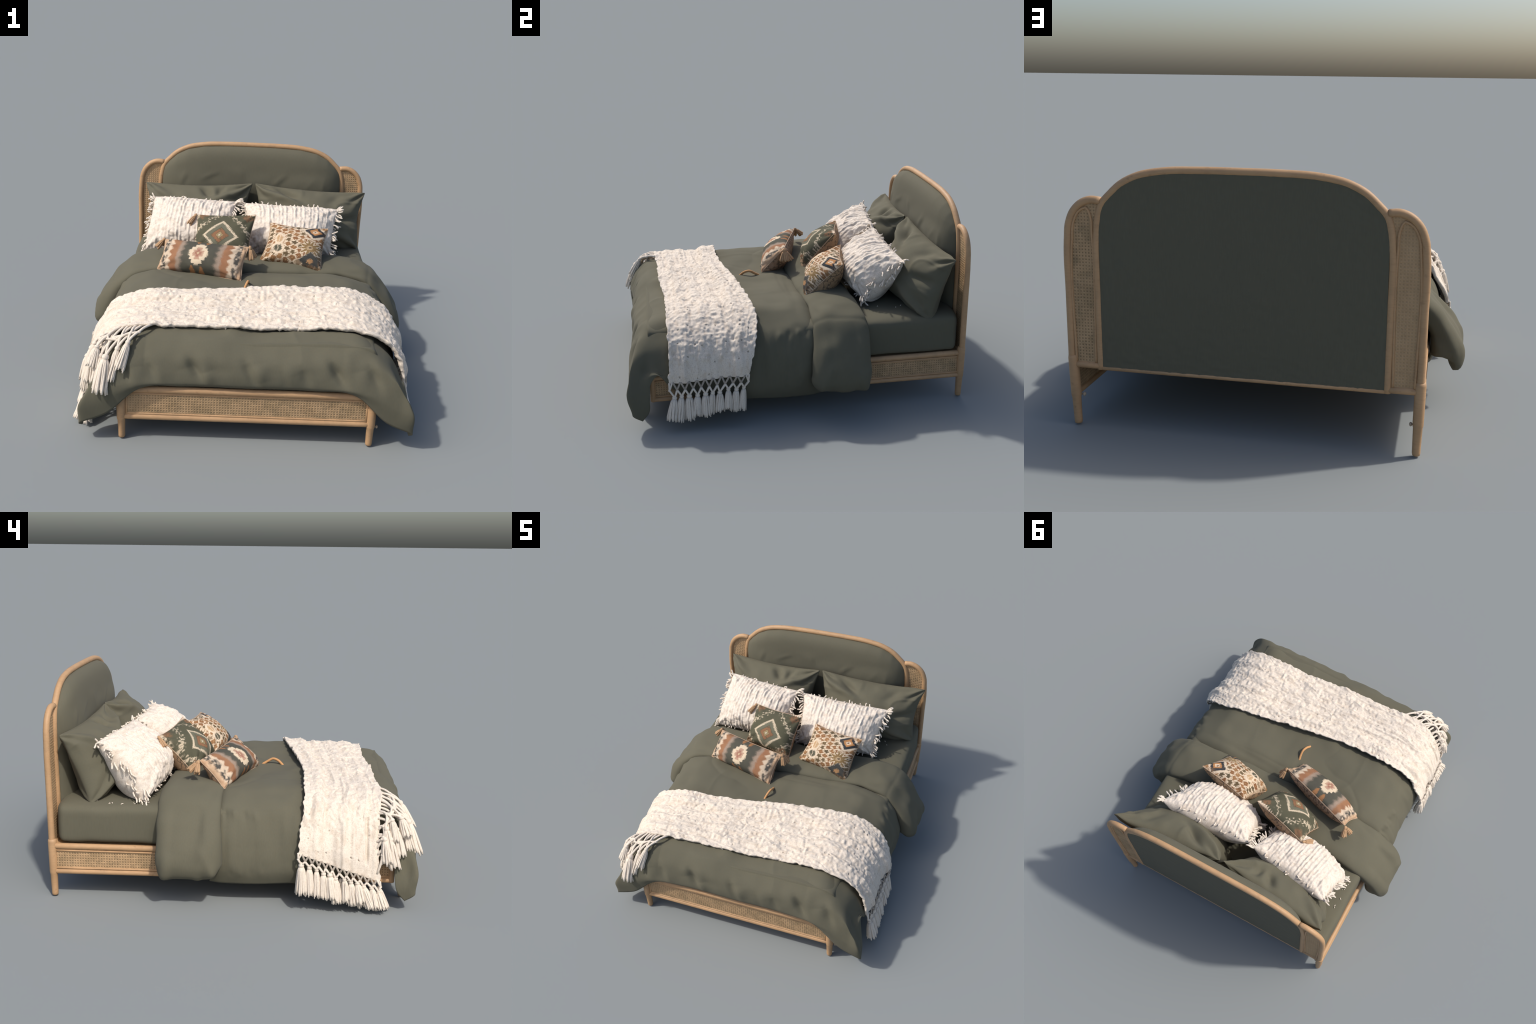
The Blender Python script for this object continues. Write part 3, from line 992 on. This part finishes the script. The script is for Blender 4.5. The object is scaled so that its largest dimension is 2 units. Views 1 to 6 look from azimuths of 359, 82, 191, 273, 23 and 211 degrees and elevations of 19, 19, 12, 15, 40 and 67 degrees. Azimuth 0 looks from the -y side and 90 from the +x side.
warp = st + 0.012 * np.stack([noise(p, 30, 41), noise(p, 30, 42)], -1)
ragged = 0.02 * noise(p, 22, 40)
top = 1 - smooth01((np.abs(p[:, 0]) + ragged - 0.80) / 0.055)          # bobbles fade into plain weave at the drops
top_left = np.where(p[:, 0] < 0, 1 - smooth01((np.abs(p[:, 0]) + ragged - 0.76) / 0.06), top)
bob = 0.62 - lumps(warp * np.array([1.0, 1.35]), 0.031, 5)
bob2 = 0.6 - lumps(warp * np.array([0.8, 1.2]), 0.0135, 9)
patchy = np.clip(0.55 + 0.9 * noise(p, 11, 43), 0.15, 1.2)
h = top_left * (0.0026 * bob * patchy + 0.0026 * bob2 * patchy + 0.003 * fbm(p, (28, 60, 40), 58, 2)) + 0.0028 * noise(p, 60, 44) * (0.35 + top_left)
h += 0.006 * noise(p, 9, 45)
wr = p + 0.03 * np.stack([noise(p, 7, 70), noise(p, 7, 71), 0 * p[:, 0]], -1)
h += top_left * 0.0045 * np.clip(1 - np.abs(noise(wr, (4.5, 15, 4), 72)) / 0.22, 0, 1) ** 2
h -= top_left * 0.0036 * np.clip(1 - np.abs(noise(wr, (5, 17, 4), 73)) / 0.16, 0, 1) ** 2
tn = tt.reshape(-1) / 0.46
for t0, seed in ((.14, 80), (.27, 81), (.40, 82), (.52, 83), (.66, 84), (.80, 85), (.91, 86)):
    line = np.exp(-((tn - t0 - 0.022 * noise(p, (4, 0, 0), seed)) / 0.016) ** 2)
    h += top_left * 0.0065 * line * np.clip(noise(p, (6, 0, 0), seed + 20) + .35, 0, 1)
# rows of ridges lengthwise and a few gathers
h += top_left * 0.004 * np.cos(tt.reshape(-1) / 0.46 * 2 * np.pi * 5 + 1.5 * noise(p, 5, 46))
for a1, b1, amp in (((-.62, -.50, .61), (-.30, -.47, .62), .012), ((-.50, -.62, .60), (-.25, -.62, .60), .012), ((.15, -.52, .62), (.50, -.60, .60), -.012),
                    ((.20, -.38, .62), (.62, -.33, .60), -.010), ((-.45, -.44, .61), (-.05, -.50, .61), -.008)):
    h -= amp * crease(p, a1, b1, 0.012)
# vertical folds on the hanging ends
side = 1 - top_left
fold = 0.010 * noise(p, (0.5, 19, 0.6), 47) + 0.004 * noise(p, (0.8, 55, 1.0), 48)
h += side * fold
for sx, y, amp, wd in ((1, -.375, -.022, .009), (1, -.66, .010, .012), (-1, -.40, -.020, .010), (-1, -.425, .014, .014), (-1, -.36, .012, .014), (-1, -.70, -.014, .008), (-1, -.58, .007, .02)):
    h += 1.4 * amp * np.clip(side + .5, 0, 1) * crease(p, (sx * .74, y, .56), (sx * .89, y, .20), wd)
holes = (lumps(st, 0.062, 17) < 0.055) & (_hash(np.stack([np.floor(st[:, 0] / .062), np.floor(st[:, 1] / .062), 0 * st[:, 0]], -1), 3) > 0.5)
h -= 0.012 * holes
Bs = (p + N.reshape(-1, 3) * h[:, None]).reshape(B0.shape)
# wavy, nubbly long edges
for r_, sgn in ((0, 1), (NRb - 1, -1)):
    for d in range(4):
        i = r_ + sgn * d
        Bs[i, :, 1] += sgn * -1 * 0.007 * noise(B0[i], 42, 51) * (1 - d / 4)
cloth_th = np.full(B0.shape[:2], 0.016)
ii, jj = np.meshgrid(np.arange(NRb), np.arange(NCb), indexing="ij")
ed = np.minimum.reduce([ii, NRb - 1 - ii, jj, NCb - 1 - jj]) / 3.0
cloth_th *= np.sqrt(np.clip(1 - (1 - np.clip(ed, 0, 1)) ** 2, 0.1, 1))
V, F = shell(Bs, Bs - grid_normals(B0) * (cloth_th + 0.004)[..., None])
add("woven_cloth", make_mesh("woven_cloth", V, F, m_yarn), throw)


def tassel_mesh(length, flare, seed, mat, strands=20, head=0.012, fat=1.0):
    """Knotted head and a skirt of strings; hangs down -z from the origin."""
    r = np.random.default_rng(seed)
    parts = []
    hz = np.array([0.010, 0.006, 0.0, -0.007, -0.013, -0.018]) * head / 0.012
    hr = np.array([0.25, 0.62, 0.85, 0.88, 0.66, 0.60]) * head
    parts.append(tube(np.stack([0 * hz, 0 * hz, hz], -1), hr, 10))
    # solid core so the skirt is full
    zc = np.linspace(-0.016, -length * 0.90, 9)
    rc = head * 0.60 + (flare * 0.90 - head * 0.6) * np.linspace(0, 1, 9) ** 0.5
    parts.append(tube(np.stack([0.002 * np.sin(zc * 60 + seed), 0 * zc, zc], -1), rc, 10))
    for k in range(strands):
        a0 = 2 * np.pi * k / strands + r.uniform(-.15, .15)
        L = length * r.uniform(0.90, 1.04)
        f = flare * r.uniform(0.88, 1.08)
        tt_ = np.linspace(0, 1, 9)
        rad = head * 0.62 + (f - head * 0.62) * tt_ ** 0.5 + r.uniform(0.0, 0.003) * (tt_ > 0.95)
        aa = a0 + r.uniform(-.35, .35) * tt_
        P = np.stack([rad * np.cos(aa), rad * np.sin(aa), -0.014 - (L - 0.014) * tt_], -1)
        parts.append(tube(P, np.interp(tt_, [0, .5, .92, 1], [.0026, .0038, .0046, .0024]) * fat * flare / 0.0205, 6))
    V, F = join(parts)
    return make_mesh("tassel", V, F, mat)


def aim_down(loc, end, roll=0.0, scale=1.0, length=1.0):
    """Matrix that sends -z of a tassel of given length from loc to end."""
    loc, end = Vector(loc), Vector(end)
    d = end - loc
    q = (-d).to_track_quat("Z", "X")
    s = d.length / length
    return Matrix.Translation(loc) @ q.to_matrix().to_4x4() @ Matrix.Rotation(roll, 4, "Z") @ Matrix.Diagonal((scale, scale, s, 1))


TL = 0.15
tassel_kinds = [tassel_mesh(TL, 0.0205, 60 + k, m_string, 22, 0.0125) for k in range(5)]


def string(a, b, sag=0.0, out=(0, 0, 0), r=0.0054):
    a, b = np.array(a, float), np.array(b, float)
    t_ = np.linspace(0, 1, 7)
    P = a + (b - a) * t_[:, None]
    P = P + np.array(out) * (np.sin(np.pi * t_))[:, None] * 1.0
    P[:, 2] -= sag * np.sin(np.pi * t_)
    return tube(P, r, 7)


def hem_fringe(hem, n, knots_at, ends, side):
    """Diamond netting from hem down to n knots, each carrying a tassel."""
    net = []
    def at(u):
        q = u * (len(hem) - 1)
        i = min(int(q), len(hem) - 2)
        return hem[i] + (hem[i + 1] - hem[i]) * (q - i)
    for k in range(n):
        u = (k + 0.5) / n
        knot = knots_at(u) + np.array((0, rng.uniform(-.005, .005), rng.uniform(-.006, .006)))
        end = ends(u) + np.array((rng.uniform(-.008, .008), rng.uniform(-.013, .013), rng.uniform(-.002, .026)))
        mid = []
        for du in (-0.5 / n, 0.5 / n):
            m = (at(np.clip(u + du, 0, 1)) * 0.52 + knots_at(np.clip(u + du, 0, 1)) * 0.48)
            m = m + np.array((side * 0.003, 0, 0))
            mid.append(m)
            net.append(string(m, knot, out=(side * .002, 0, 0)))
            net.append(string(m + (side * .003, .0015, 0), knot + (side * .003, 0, 0), out=(side * .003, 0, 0)))
            V_, F_ = tube(np.array([m + (0, 0, .006), m + (0, 0, .002), m - (0, 0, .003), m - (0, 0, .007)]), [.003, .0075, .0075, .003], 8)
            net.append((V_, F_))
        for m, du in zip(mid, (-0.5 / n, 0.5 / n)):
            for d2 in (-0.45 / n, 0.45 / n):
                net.append(string(at(np.clip(u + du + d2, 0, 1)) + (0, 0, .006), m, out=(side * .002, 0, 0)))
        me = tassel_kinds[int(rng.integers(5))]
        sc = rng.uniform(1.0, 1.45)
        add("tassel", me, throw, aim_down(knot, end, rng.uniform(0, 6), sc, TL))
    return net


net = []
hem_r = Bs[:, 0]
net += hem_fringe(hem_r, 10, lambda u: np.array((.858 - .018 * u * u, -.312 - .435 * u, .232 - .035 * u)),
                  lambda u: np.array((.866, -.318 - .440 * u, .098 - .055 * u)), 1)
hem_l = Bs[:, NCb - 1]
net += hem_fringe(hem_l, 12, lambda u: np.array((-.874 + .012 * u * u, -.345 - .435 * u, .262 - .142 * u)),
                  lambda u: np.array((-.884 - .004 * u, -.348 - .455 * u - .02 * u**3, .100 - .094 * u)), -1)

for k in range(7):
    u = 0.42 + 0.09 * k
    kn = np.array((-.850, -.340 - .445 * u, .225 - .100 * u + rng.uniform(-.01, .01)))
    add("tassel", tassel_kinds[int(rng.integers(5))], throw, aim_down(kn, kn + (rng.uniform(-.012, .02), -.02 - .02 * u, -(kn[2] - .014 - .05 * (1 - u))), k, 1.0, TL))

# the lower layer's fringe fans out of the front edge at the left corner
front_edge = Bs[NRb - 1]
fx = front_edge[:, 0]
def edge_point(x):
    return front_edge[np.argmin(np.abs(fx - x) + 10 * (np.arange(NCb) < NCb // 2))] - np.array((0, -.012, .012))
fan = [  # anchors on the edge, knot, tassel end, bulk
    ((-.50, -.58), (-.608, -.885, .532), (-.650, -.945, .400), 1.25),
    ((-.60, -.68), (-.716, -.918, .462), (-.742, -.965, .285), 1.7),
    ((-.66, -.73), (-.765, -.875, .495), (-.788, -.908, .395), 1.35),
    ((-.72, -.78), (-.785, -.825, .490), (-.800, -.850, .372), 1.25),
    ((-.77, -.82), (-.808, -.796, .450), (-.824, -.815, .310), 1.3),
    ((-.81, -.85), (-.832, -.788, .400), (-.845, -.806, .265), 1.3),
    ((-.55, -.62), (-.660, -.895, .500), (-.690, -.945, .345), 1.2),
    ((-.64, -.70), (-.742, -.890, .455), (-.765, -.925, .315), 1.35),
    ((-.79, -.83), (-.815, -.820, .395), (-.835, -.850, .235), 1.3),
    ((-.75, -.80), (-.788, -.850, .440), (-.805, -.878, .295), 1.4),
]
mids = []
for k, (an, kn, en, big) in enumerate(fan):
    kn, en = np.array(kn), np.array(en)
    for x in an:
        e = edge_point(x)
        out = np.array((-0.010, -0.012, 0.014))
        m = e * 0.5 + kn * 0.5 + out * 0.6
        mids.append(m)
        net.append(string(e, m, out=out * 0.4, r=.0068))
        net.append(string(m, kn, out=out * 0.3, r=.0068))
        net.append(tube(np.array([m + (0, 0, .008), m + (0, 0, .002), m - (0, 0, .003), m - (0, 0, .008)]), [.004, .0105, .0105, .004], 8))
    add("tassel", tassel_kinds[k % 5], throw, aim_down(kn, en, k, big, TL))
for a1, b1 in zip(mids[1::2], mids[2::2]):
    net.append(string(a1, b1, out=(-.004, -.004, .006), r=.0064))
for a1, b1 in zip(mids[0::2], mids[3::2]):
    net.append(string(a1, b1, out=(-.008, -.006, .008), r=.0064))
V, F = join(net)
o = add("knotted_netting", make_mesh("knotted_netting", V, F, m_string), throw)
o["kind"] = "stuff"

# ------------------------------------------------------------------ pillows
def pillow(name, corners, front, back, mat, label, category, cover="pillow_cover", nu=90, nv=70, pinch=0.05, relief=None, power=0.5, sharp=0.5, scale=1.0, sag=0.16, gather=0.004, power_u=None):
    """Stuffed cover from its four seam corners; built in its own frame (x across, y up, z out of the front)."""
    tl, tr, br, bl = (np.array(c, float) for c in corners)
    c = (tl + tr + br + bl) / 4
    ex = (tr - tl) + (br - bl)
    ex /= np.linalg.norm(ex)
    ey = (tl - bl) + (tr - br)
    ey -= ex * (ey @ ex)
    ey /= np.linalg.norm(ey)
    ez = np.cross(ex, ey)
    M3 = np.stack([ex, ey, ez], 1)
    root = empty(name, (0, 0, 0))
    root.matrix_world = Matrix(((*M3[0], c[0]), (*M3[1], c[1]), (*M3[2], c[2]), (0, 0, 0, 1)))
    root["label"], root["category"] = label, category
    bpy.context.view_layer.update()
    loc = [(q - c) @ M3 * scale for q in (tl, tr, br, bl)]
    s = np.linspace(-1, 1, nu)
    r = np.linspace(-1, 1, nv)
    s = s * (1 - sharp) + np.sin(s * np.pi / 2) * sharp
    r = r * (1 - sharp) + np.sin(r * np.pi / 2) * sharp
    U, Vv = np.meshgrid(s, r)
    ear = 1 - 0.022 * np.abs(U * Vv) ** 9
    Up = U * ear * (1 - pinch * (1 - Vv**2) * np.abs(U) ** 1.5)
    Vp = Vv * ear * (1 - pinch * (1 - U**2) * np.abs(Vv) ** 1.5)
    a_, b_ = (Up + 1) / 2, (Vp + 1) / 2
    base = ((1 - a_)[..., None] * (1 - b_)[..., None] * loc[3] + a_[..., None] * (1 - b_)[..., None] * loc[2]
            + a_[..., None] * b_[..., None] * loc[1] + (1 - a_)[..., None] * b_[..., None] * loc[0])
    prof = np.clip((1 - U**2), 0, 1) ** (power_u or power) * np.clip((1 - Vv**2), 0, 1) ** power * (1 - sag * Vv)
    F_, B_ = base.copy(), base.copy()
    F_[..., 2] += front * prof
    B_[..., 2] -= back * prof
    seam = np.minimum(1, (1 - np.maximum(np.abs(U), np.abs(Vv))) / 0.10)
    seed = sum(map(ord, name)) + int(1000 * abs(c[0]))
    for G_, sg in ((F_, 1), (B_, -1)):
        q = G_.reshape(-1, 3)
        n_ = grid_normals(G_).reshape(-1, 3) * sg
        h_ = 0.005 * fbm(q, 9, seed, 2)
        # gathers running in from each corner
        for cc in loc:
            dirv = -cc / np.linalg.norm(cc)
            perp = np.array((-dirv[1], dirv[0], 0))
            rel = q - cc
            along = rel @ dirv
            across = (rel @ perp) / (np.abs(along) + 0.03)
            h_ += gather * np.cos(across * 9 + seed + 2 * np.sin(across * 4)) * np.exp(-((along - 0.07) / 0.08) ** 2)
        if relief is not None and sg > 0:
            h_ = h_ + relief(U.reshape(-1), Vv.reshape(-1), q)
        q = q + sg * n_ * (h_ * np.sqrt(np.clip(seam, 0, 1)).reshape(-1))[:, None]
        if sg > 0:
            F_ = q.reshape(F_.shape)
        else:
            B_ = q.reshape(B_.shape)
    B_[0], B_[-1], B_[:, 0], B_[:, -1] = F_[0], F_[-1], F_[:, 0], F_[:, -1]
    V_ = np.vstack([F_.reshape(-1, 3), B_.reshape(-1, 3)])
    n = nu * nv
    border = (U.reshape(-1) ** 2 >= 1) | (Vv.reshape(-1) ** 2 >= 1)
    remap = np.arange(2 * n)
    remap[n:][border] = np.arange(n)[border]
    FF = grid_faces(nv, nu) + [tuple(remap[list(f)]) for f in grid_faces(nv, nu, n, True)]
    used = np.unique(np.concatenate([np.array(f) for f in FF]))
    comp = np.full(2 * n, -1)
    comp[used] = np.arange(len(used))
    FF = [tuple(comp[list(f)]) for f in FF]
    add(cover, make_mesh(cover, V_[used], FF, mat), root, root.matrix_world.copy())
    return root, F_, B_, (U, Vv), loc


def fold_relief(seed, amps):
    def f(U, V_, q):
        h = 0.007 * fbm(q, (5, 9, 5), seed, 2)
        h = h + 0.006 * np.clip(1 - np.abs(noise(q, (5, 7, 5), seed + 9)) / 0.3, 0, 1) ** 2
        for (u0, v0, u1, v1, amp, wd) in amps:
            a1 = np.array((u0, v0))
            d1 = np.array((u1, v1)) - a1
            t_ = np.clip(((np.stack([U, V_], -1) - a1) @ d1) / (d1 @ d1), 0, 1)
            dist = np.linalg.norm(np.stack([U, V_], -1) - a1 - t_[:, None] * d1, axis=-1)
            h = h + 1.7 * amp * np.exp(-(dist / wd) ** 2) * np.sin(np.pi * (.1 + .8 * t_))
        return h
    return f


g_label = "plump olive green bed pillow leaning on the headboard"
pillow("bed_pillow", ((.012, .850, .932), (.790, .902, .882), (.752, .775, .490), (.03, .715, .49)), .180, .10, m_green, g_label, "pillow",
       relief=fold_relief(71, ((-.9, .8, -.3, .45, .020, .10), (-.6, .95, -.2, .55, -.018, .08), (.5, .9, .3, .5, -.008, .1), (.9, -.8, .4, -.4, .012, .1), (.95, .1, .5, .0, -.012, .12))), pinch=.105, gather=.010, sag=.36, power_u=.64)
pillow("bed_pillow", ((-.736, .925, .890), (.010, .842, .932), (-.02, .715, .49), (-.702, .772, .497)), .180, .10, m_green, g_label, "pillow",
       relief=fold_relief(72, ((.9, .8, .3, .4, .018, .10), (.1, .98, .25, .6, -.022, .08), (.45, .98, .4, .6, -.015, .07), (-.9, .8, -.5, .5, .012, .1), (-.9, -.8, -.4, -.35, .012, .12))), pinch=.105, gather=.010, sag=.36, power_u=.64)

RIDGES = [-.80, -.70, -.59, -.50, -.405, -.31, -.21, -.12, -.02, .075, .17, .26, .36, .47, .56, .66, .77]


def ribs(seed):
    r_ = np.random.default_rng(seed)
    jit = [u + r_.uniform(-.02, .02) for u in RIDGES]
    amp = [r_.uniform(.003, .010) for u in RIDGES]
    def f(U, V_, q):
        h = 0.003 * noise(q, 70, seed) + 0.005 * noise(q, 26, seed + 1) + 0.005 * noise(q, (9, 22, 9), seed + 40)
        uw = U + 0.018 * noise(q, (0, 14, 0), seed + 2)
        for k, (u0, a1) in enumerate(zip(jit, amp)):
            br = 0.30 + 1.0 * np.clip(noise(q, (8, 34, 8), seed + 3 + k) + .45, 0, 1)
            d = uw - u0 - 0.010 * noise(q, (6, 30, 6), seed + 60 + k)
            h = h + a1 * 0.8 * br * np.exp(-(d / .022) ** 2) - a1 * 0.2 * np.exp(-((d - .045) / .02) ** 2)
        return h
    return f


f_label = "cream ribbed pillow with shaggy fringe along its short sides"
FR = []
for corners, seed, fr, bk in ((((-.655, .745, .838), (-.095, .655, .848), (-.125, .42, .55), (-.695, .478, .528)), 81, .150, .15),
                      (((-.058, .650, .845), (.582, .660, .822), (.522, .440, .558), (-.03, .425, .552)), 82, .160, .145)):
    FR.append((pillow("fringed_pillow", corners, fr, bk, m_ribbed, f_label, "pillow", relief=ribs(seed), nu=260, nv=110, pinch=.05, power=.46, sag=.33), seed))

strand_kinds = []
for k in range(5):
    r_ = np.random.default_rng(300 + k)
    n = 9
    t_ = np.linspace(0, 1, n)
    bx, by = r_.uniform(-.25, .25), r_.uniform(-.35, .35)
    P = np.stack([bx * t_**2 + .08 * np.sin(t_ * 5 + k), by * t_**2, t_], -1) * 0.040
    V, F = tube(P, np.interp(t_, [0, .3, .85, 1], [.0034, .0046, .0050, .0028]), 7)
    strand_kinds.append(make_mesh("fringe_strand", V, F, m_string))


def strand(root, pos, direction, length, r_):
    d = Vector(direction).normalized()
    q = d.to_track_quat("Z", "Y")
    M = Matrix.Translation(Vector(pos)) @ q.to_matrix().to_4x4() @ Matrix.Rotation(r_.uniform(0, 6.28), 4, "Z") @ Matrix.Diagonal((1.0, 1.0, length / 0.040, 1))
    add("fringe_strand", strand_kinds[int(r_.integers(5))], root, root.matrix_world @ M)


for (root, Fg, Bg, UV, loc), seed in FR:
    r_ = np.random.default_rng(seed)
    nv, nu = Fg.shape[:2]
    for col, sx in ((0, -1), (nu - 1, 1)):
        for k in range(40):
            i = int(np.clip((k + r_.uniform(-.3, .3)) / 39 * (nv - 1), 0, nv - 1))
            inward = int(r_.integers(0, 9))
            base = (Fg if r_.random() < .7 else Bg)[i, col - sx * inward]
            drop = r_.uniform(-1.3, -.1) if k < 34 else r_.uniform(-.3, .8)
            strand(root, base, (sx * r_.uniform(.55, 1.0), drop, r_.uniform(-.2, .55)), r_.uniform(.028, .052), r_)
    # cut ends of the ribs along the top and bottom seams
    for row, sy in ((nv - 1, 1), (0, -1)):
        for u0 in RIDGES:
            for rep in range(1):
                if r_.random() < .3:
                    continue
                j = int(np.argmin(np.abs(UV[0][0] - (u0 + r_.uniform(-.015, .015)))))
                base = Fg[row - sy * int(r_.integers(0, 4)), j]
                strand(root, base, (r_.uniform(-.4, .4), sy * r_.uniform(.2, .6), r_.uniform(-.9, .0) if sy > 0 else .3), r_.uniform(.010, .024), r_)

cushions = []


def cushion(name, corners, front, back, matf, label, pinch, power=0.5, relief=None):
    tl, tr, br, bl = (np.array(c, float) for c in corners)
    hx = (np.linalg.norm(tr - tl) + np.linalg.norm(br - bl)) / 4
    hy = (np.linalg.norm(tl - bl) + np.linalg.norm(tr - br)) / 4
    out = pillow(name, corners, front, back, matf(hx, hy), label, "cushion", cover="cushion_cover", sag=.30, pinch=pinch, power=power, relief=relief)
    root, Fg, Bg, UV, loc = out
    ring = np.vstack([Fg[0, :-1], Fg[:-1, -1], Fg[-1, :0:-1], Fg[:0:-1, 0], Fg[0, :1]])
    V_, F_ = tube(ring, 0.0026, 7, cap=False)
    add("piping", make_mesh("piping", V_, F_, m_piping), root, root.matrix_world.copy())
    return out


tan_kinds = [tassel_mesh(0.066, 0.0145, 400 + k, m_tan, 9, 0.0105, 1.75) for k in range(2)]

dia = cushion("diamond_cushion", ((-.350, .468, .803), (.030, .374, .847), (-.010, .165, .592), (-.374, .266, .606)), .088, .125, diamond_material,
              "square green cushion with nested cream and rust diamonds", .10)
flo = cushion("floral_cushion", ((.119, .388, .794), (.485, .317, .790), (.438, .093, .567), (.050, .200, .594)), .085, .120, floral_material,
              "square cream cushion scattered with brown and ochre flowers", .11)
lum = cushion("lumbar_cushion", ((-.530, .208, .716), (-.012, .043, .740), (-.052, -.100, .574), (-.568, .069, .566)), .080, .105, band_material,
              "long banded cushion in rust, cream and slate with tassels", .06)
for root, at, end, k in ((dia[0], (-.358, .458, .803), (-.398, .415, .752), 0), (lum[0], (-.536, .212, .712), (-.580, .215, .655), 0), (lum[0], (-.536, .214, .712), (-.552, .262, .662), 1),
                         (lum[0], (-.008, .045, .737), (.006, .030, .662), 0), (lum[0], (-.006, .050, .737), (.022, .062, .668), 1), (lum[0], (-.006, .050, .735), (.010, .090, .672), 1)):
    add("tan_tassel", tan_kinds[k], root, aim_down(at, end, k, 1.0, 0.066))

# ------------------------------------------------------------------ lint shed by the fringes, lying on the sheet and pillows
lint = []
r_ = np.random.default_rng(5)
for x, y, z in ((-.690, .735, .507), (-.702, .690, .506), (-.700, .640, .506), (-.706, .560, .507), (-.715, .520, .505), (-.69, .80, .505),
                (-.70, .47, .508), (-.705, .50, .507), (-.695, .585, .508), (.55, .50, .508), (.58, .62, .508), (.56, .66, .508), (.61, .71, .507)):
    x, y = x + r_.uniform(-.02, .02), y + r_.uniform(-.02, .02)
    near = sheet_top[np.argmin((sheet_top[:, 0] - x) ** 2 + (sheet_top[:, 1] - y) ** 2)]
    z = near[2] + .0015
    d = r_.uniform(-1, 1, 3) * (.008, .008, .001) * r_.uniform(.4, 1.1)
    lint.append(tube(np.array([(x, y, z) - d, (x, y, z + .002), (x, y, z) + d]), [.0015, .0028, .0015], 6))
V, F = join(lint)
o = add("lint", make_mesh("lint", V, F, m_string), mattress)
o["kind"] = "stuff"

# empties that only group parts keep no mesh
for o in bpy.data.objects:
    if o.type == "EMPTY":
        o.empty_display_type = "PLAIN_AXES"
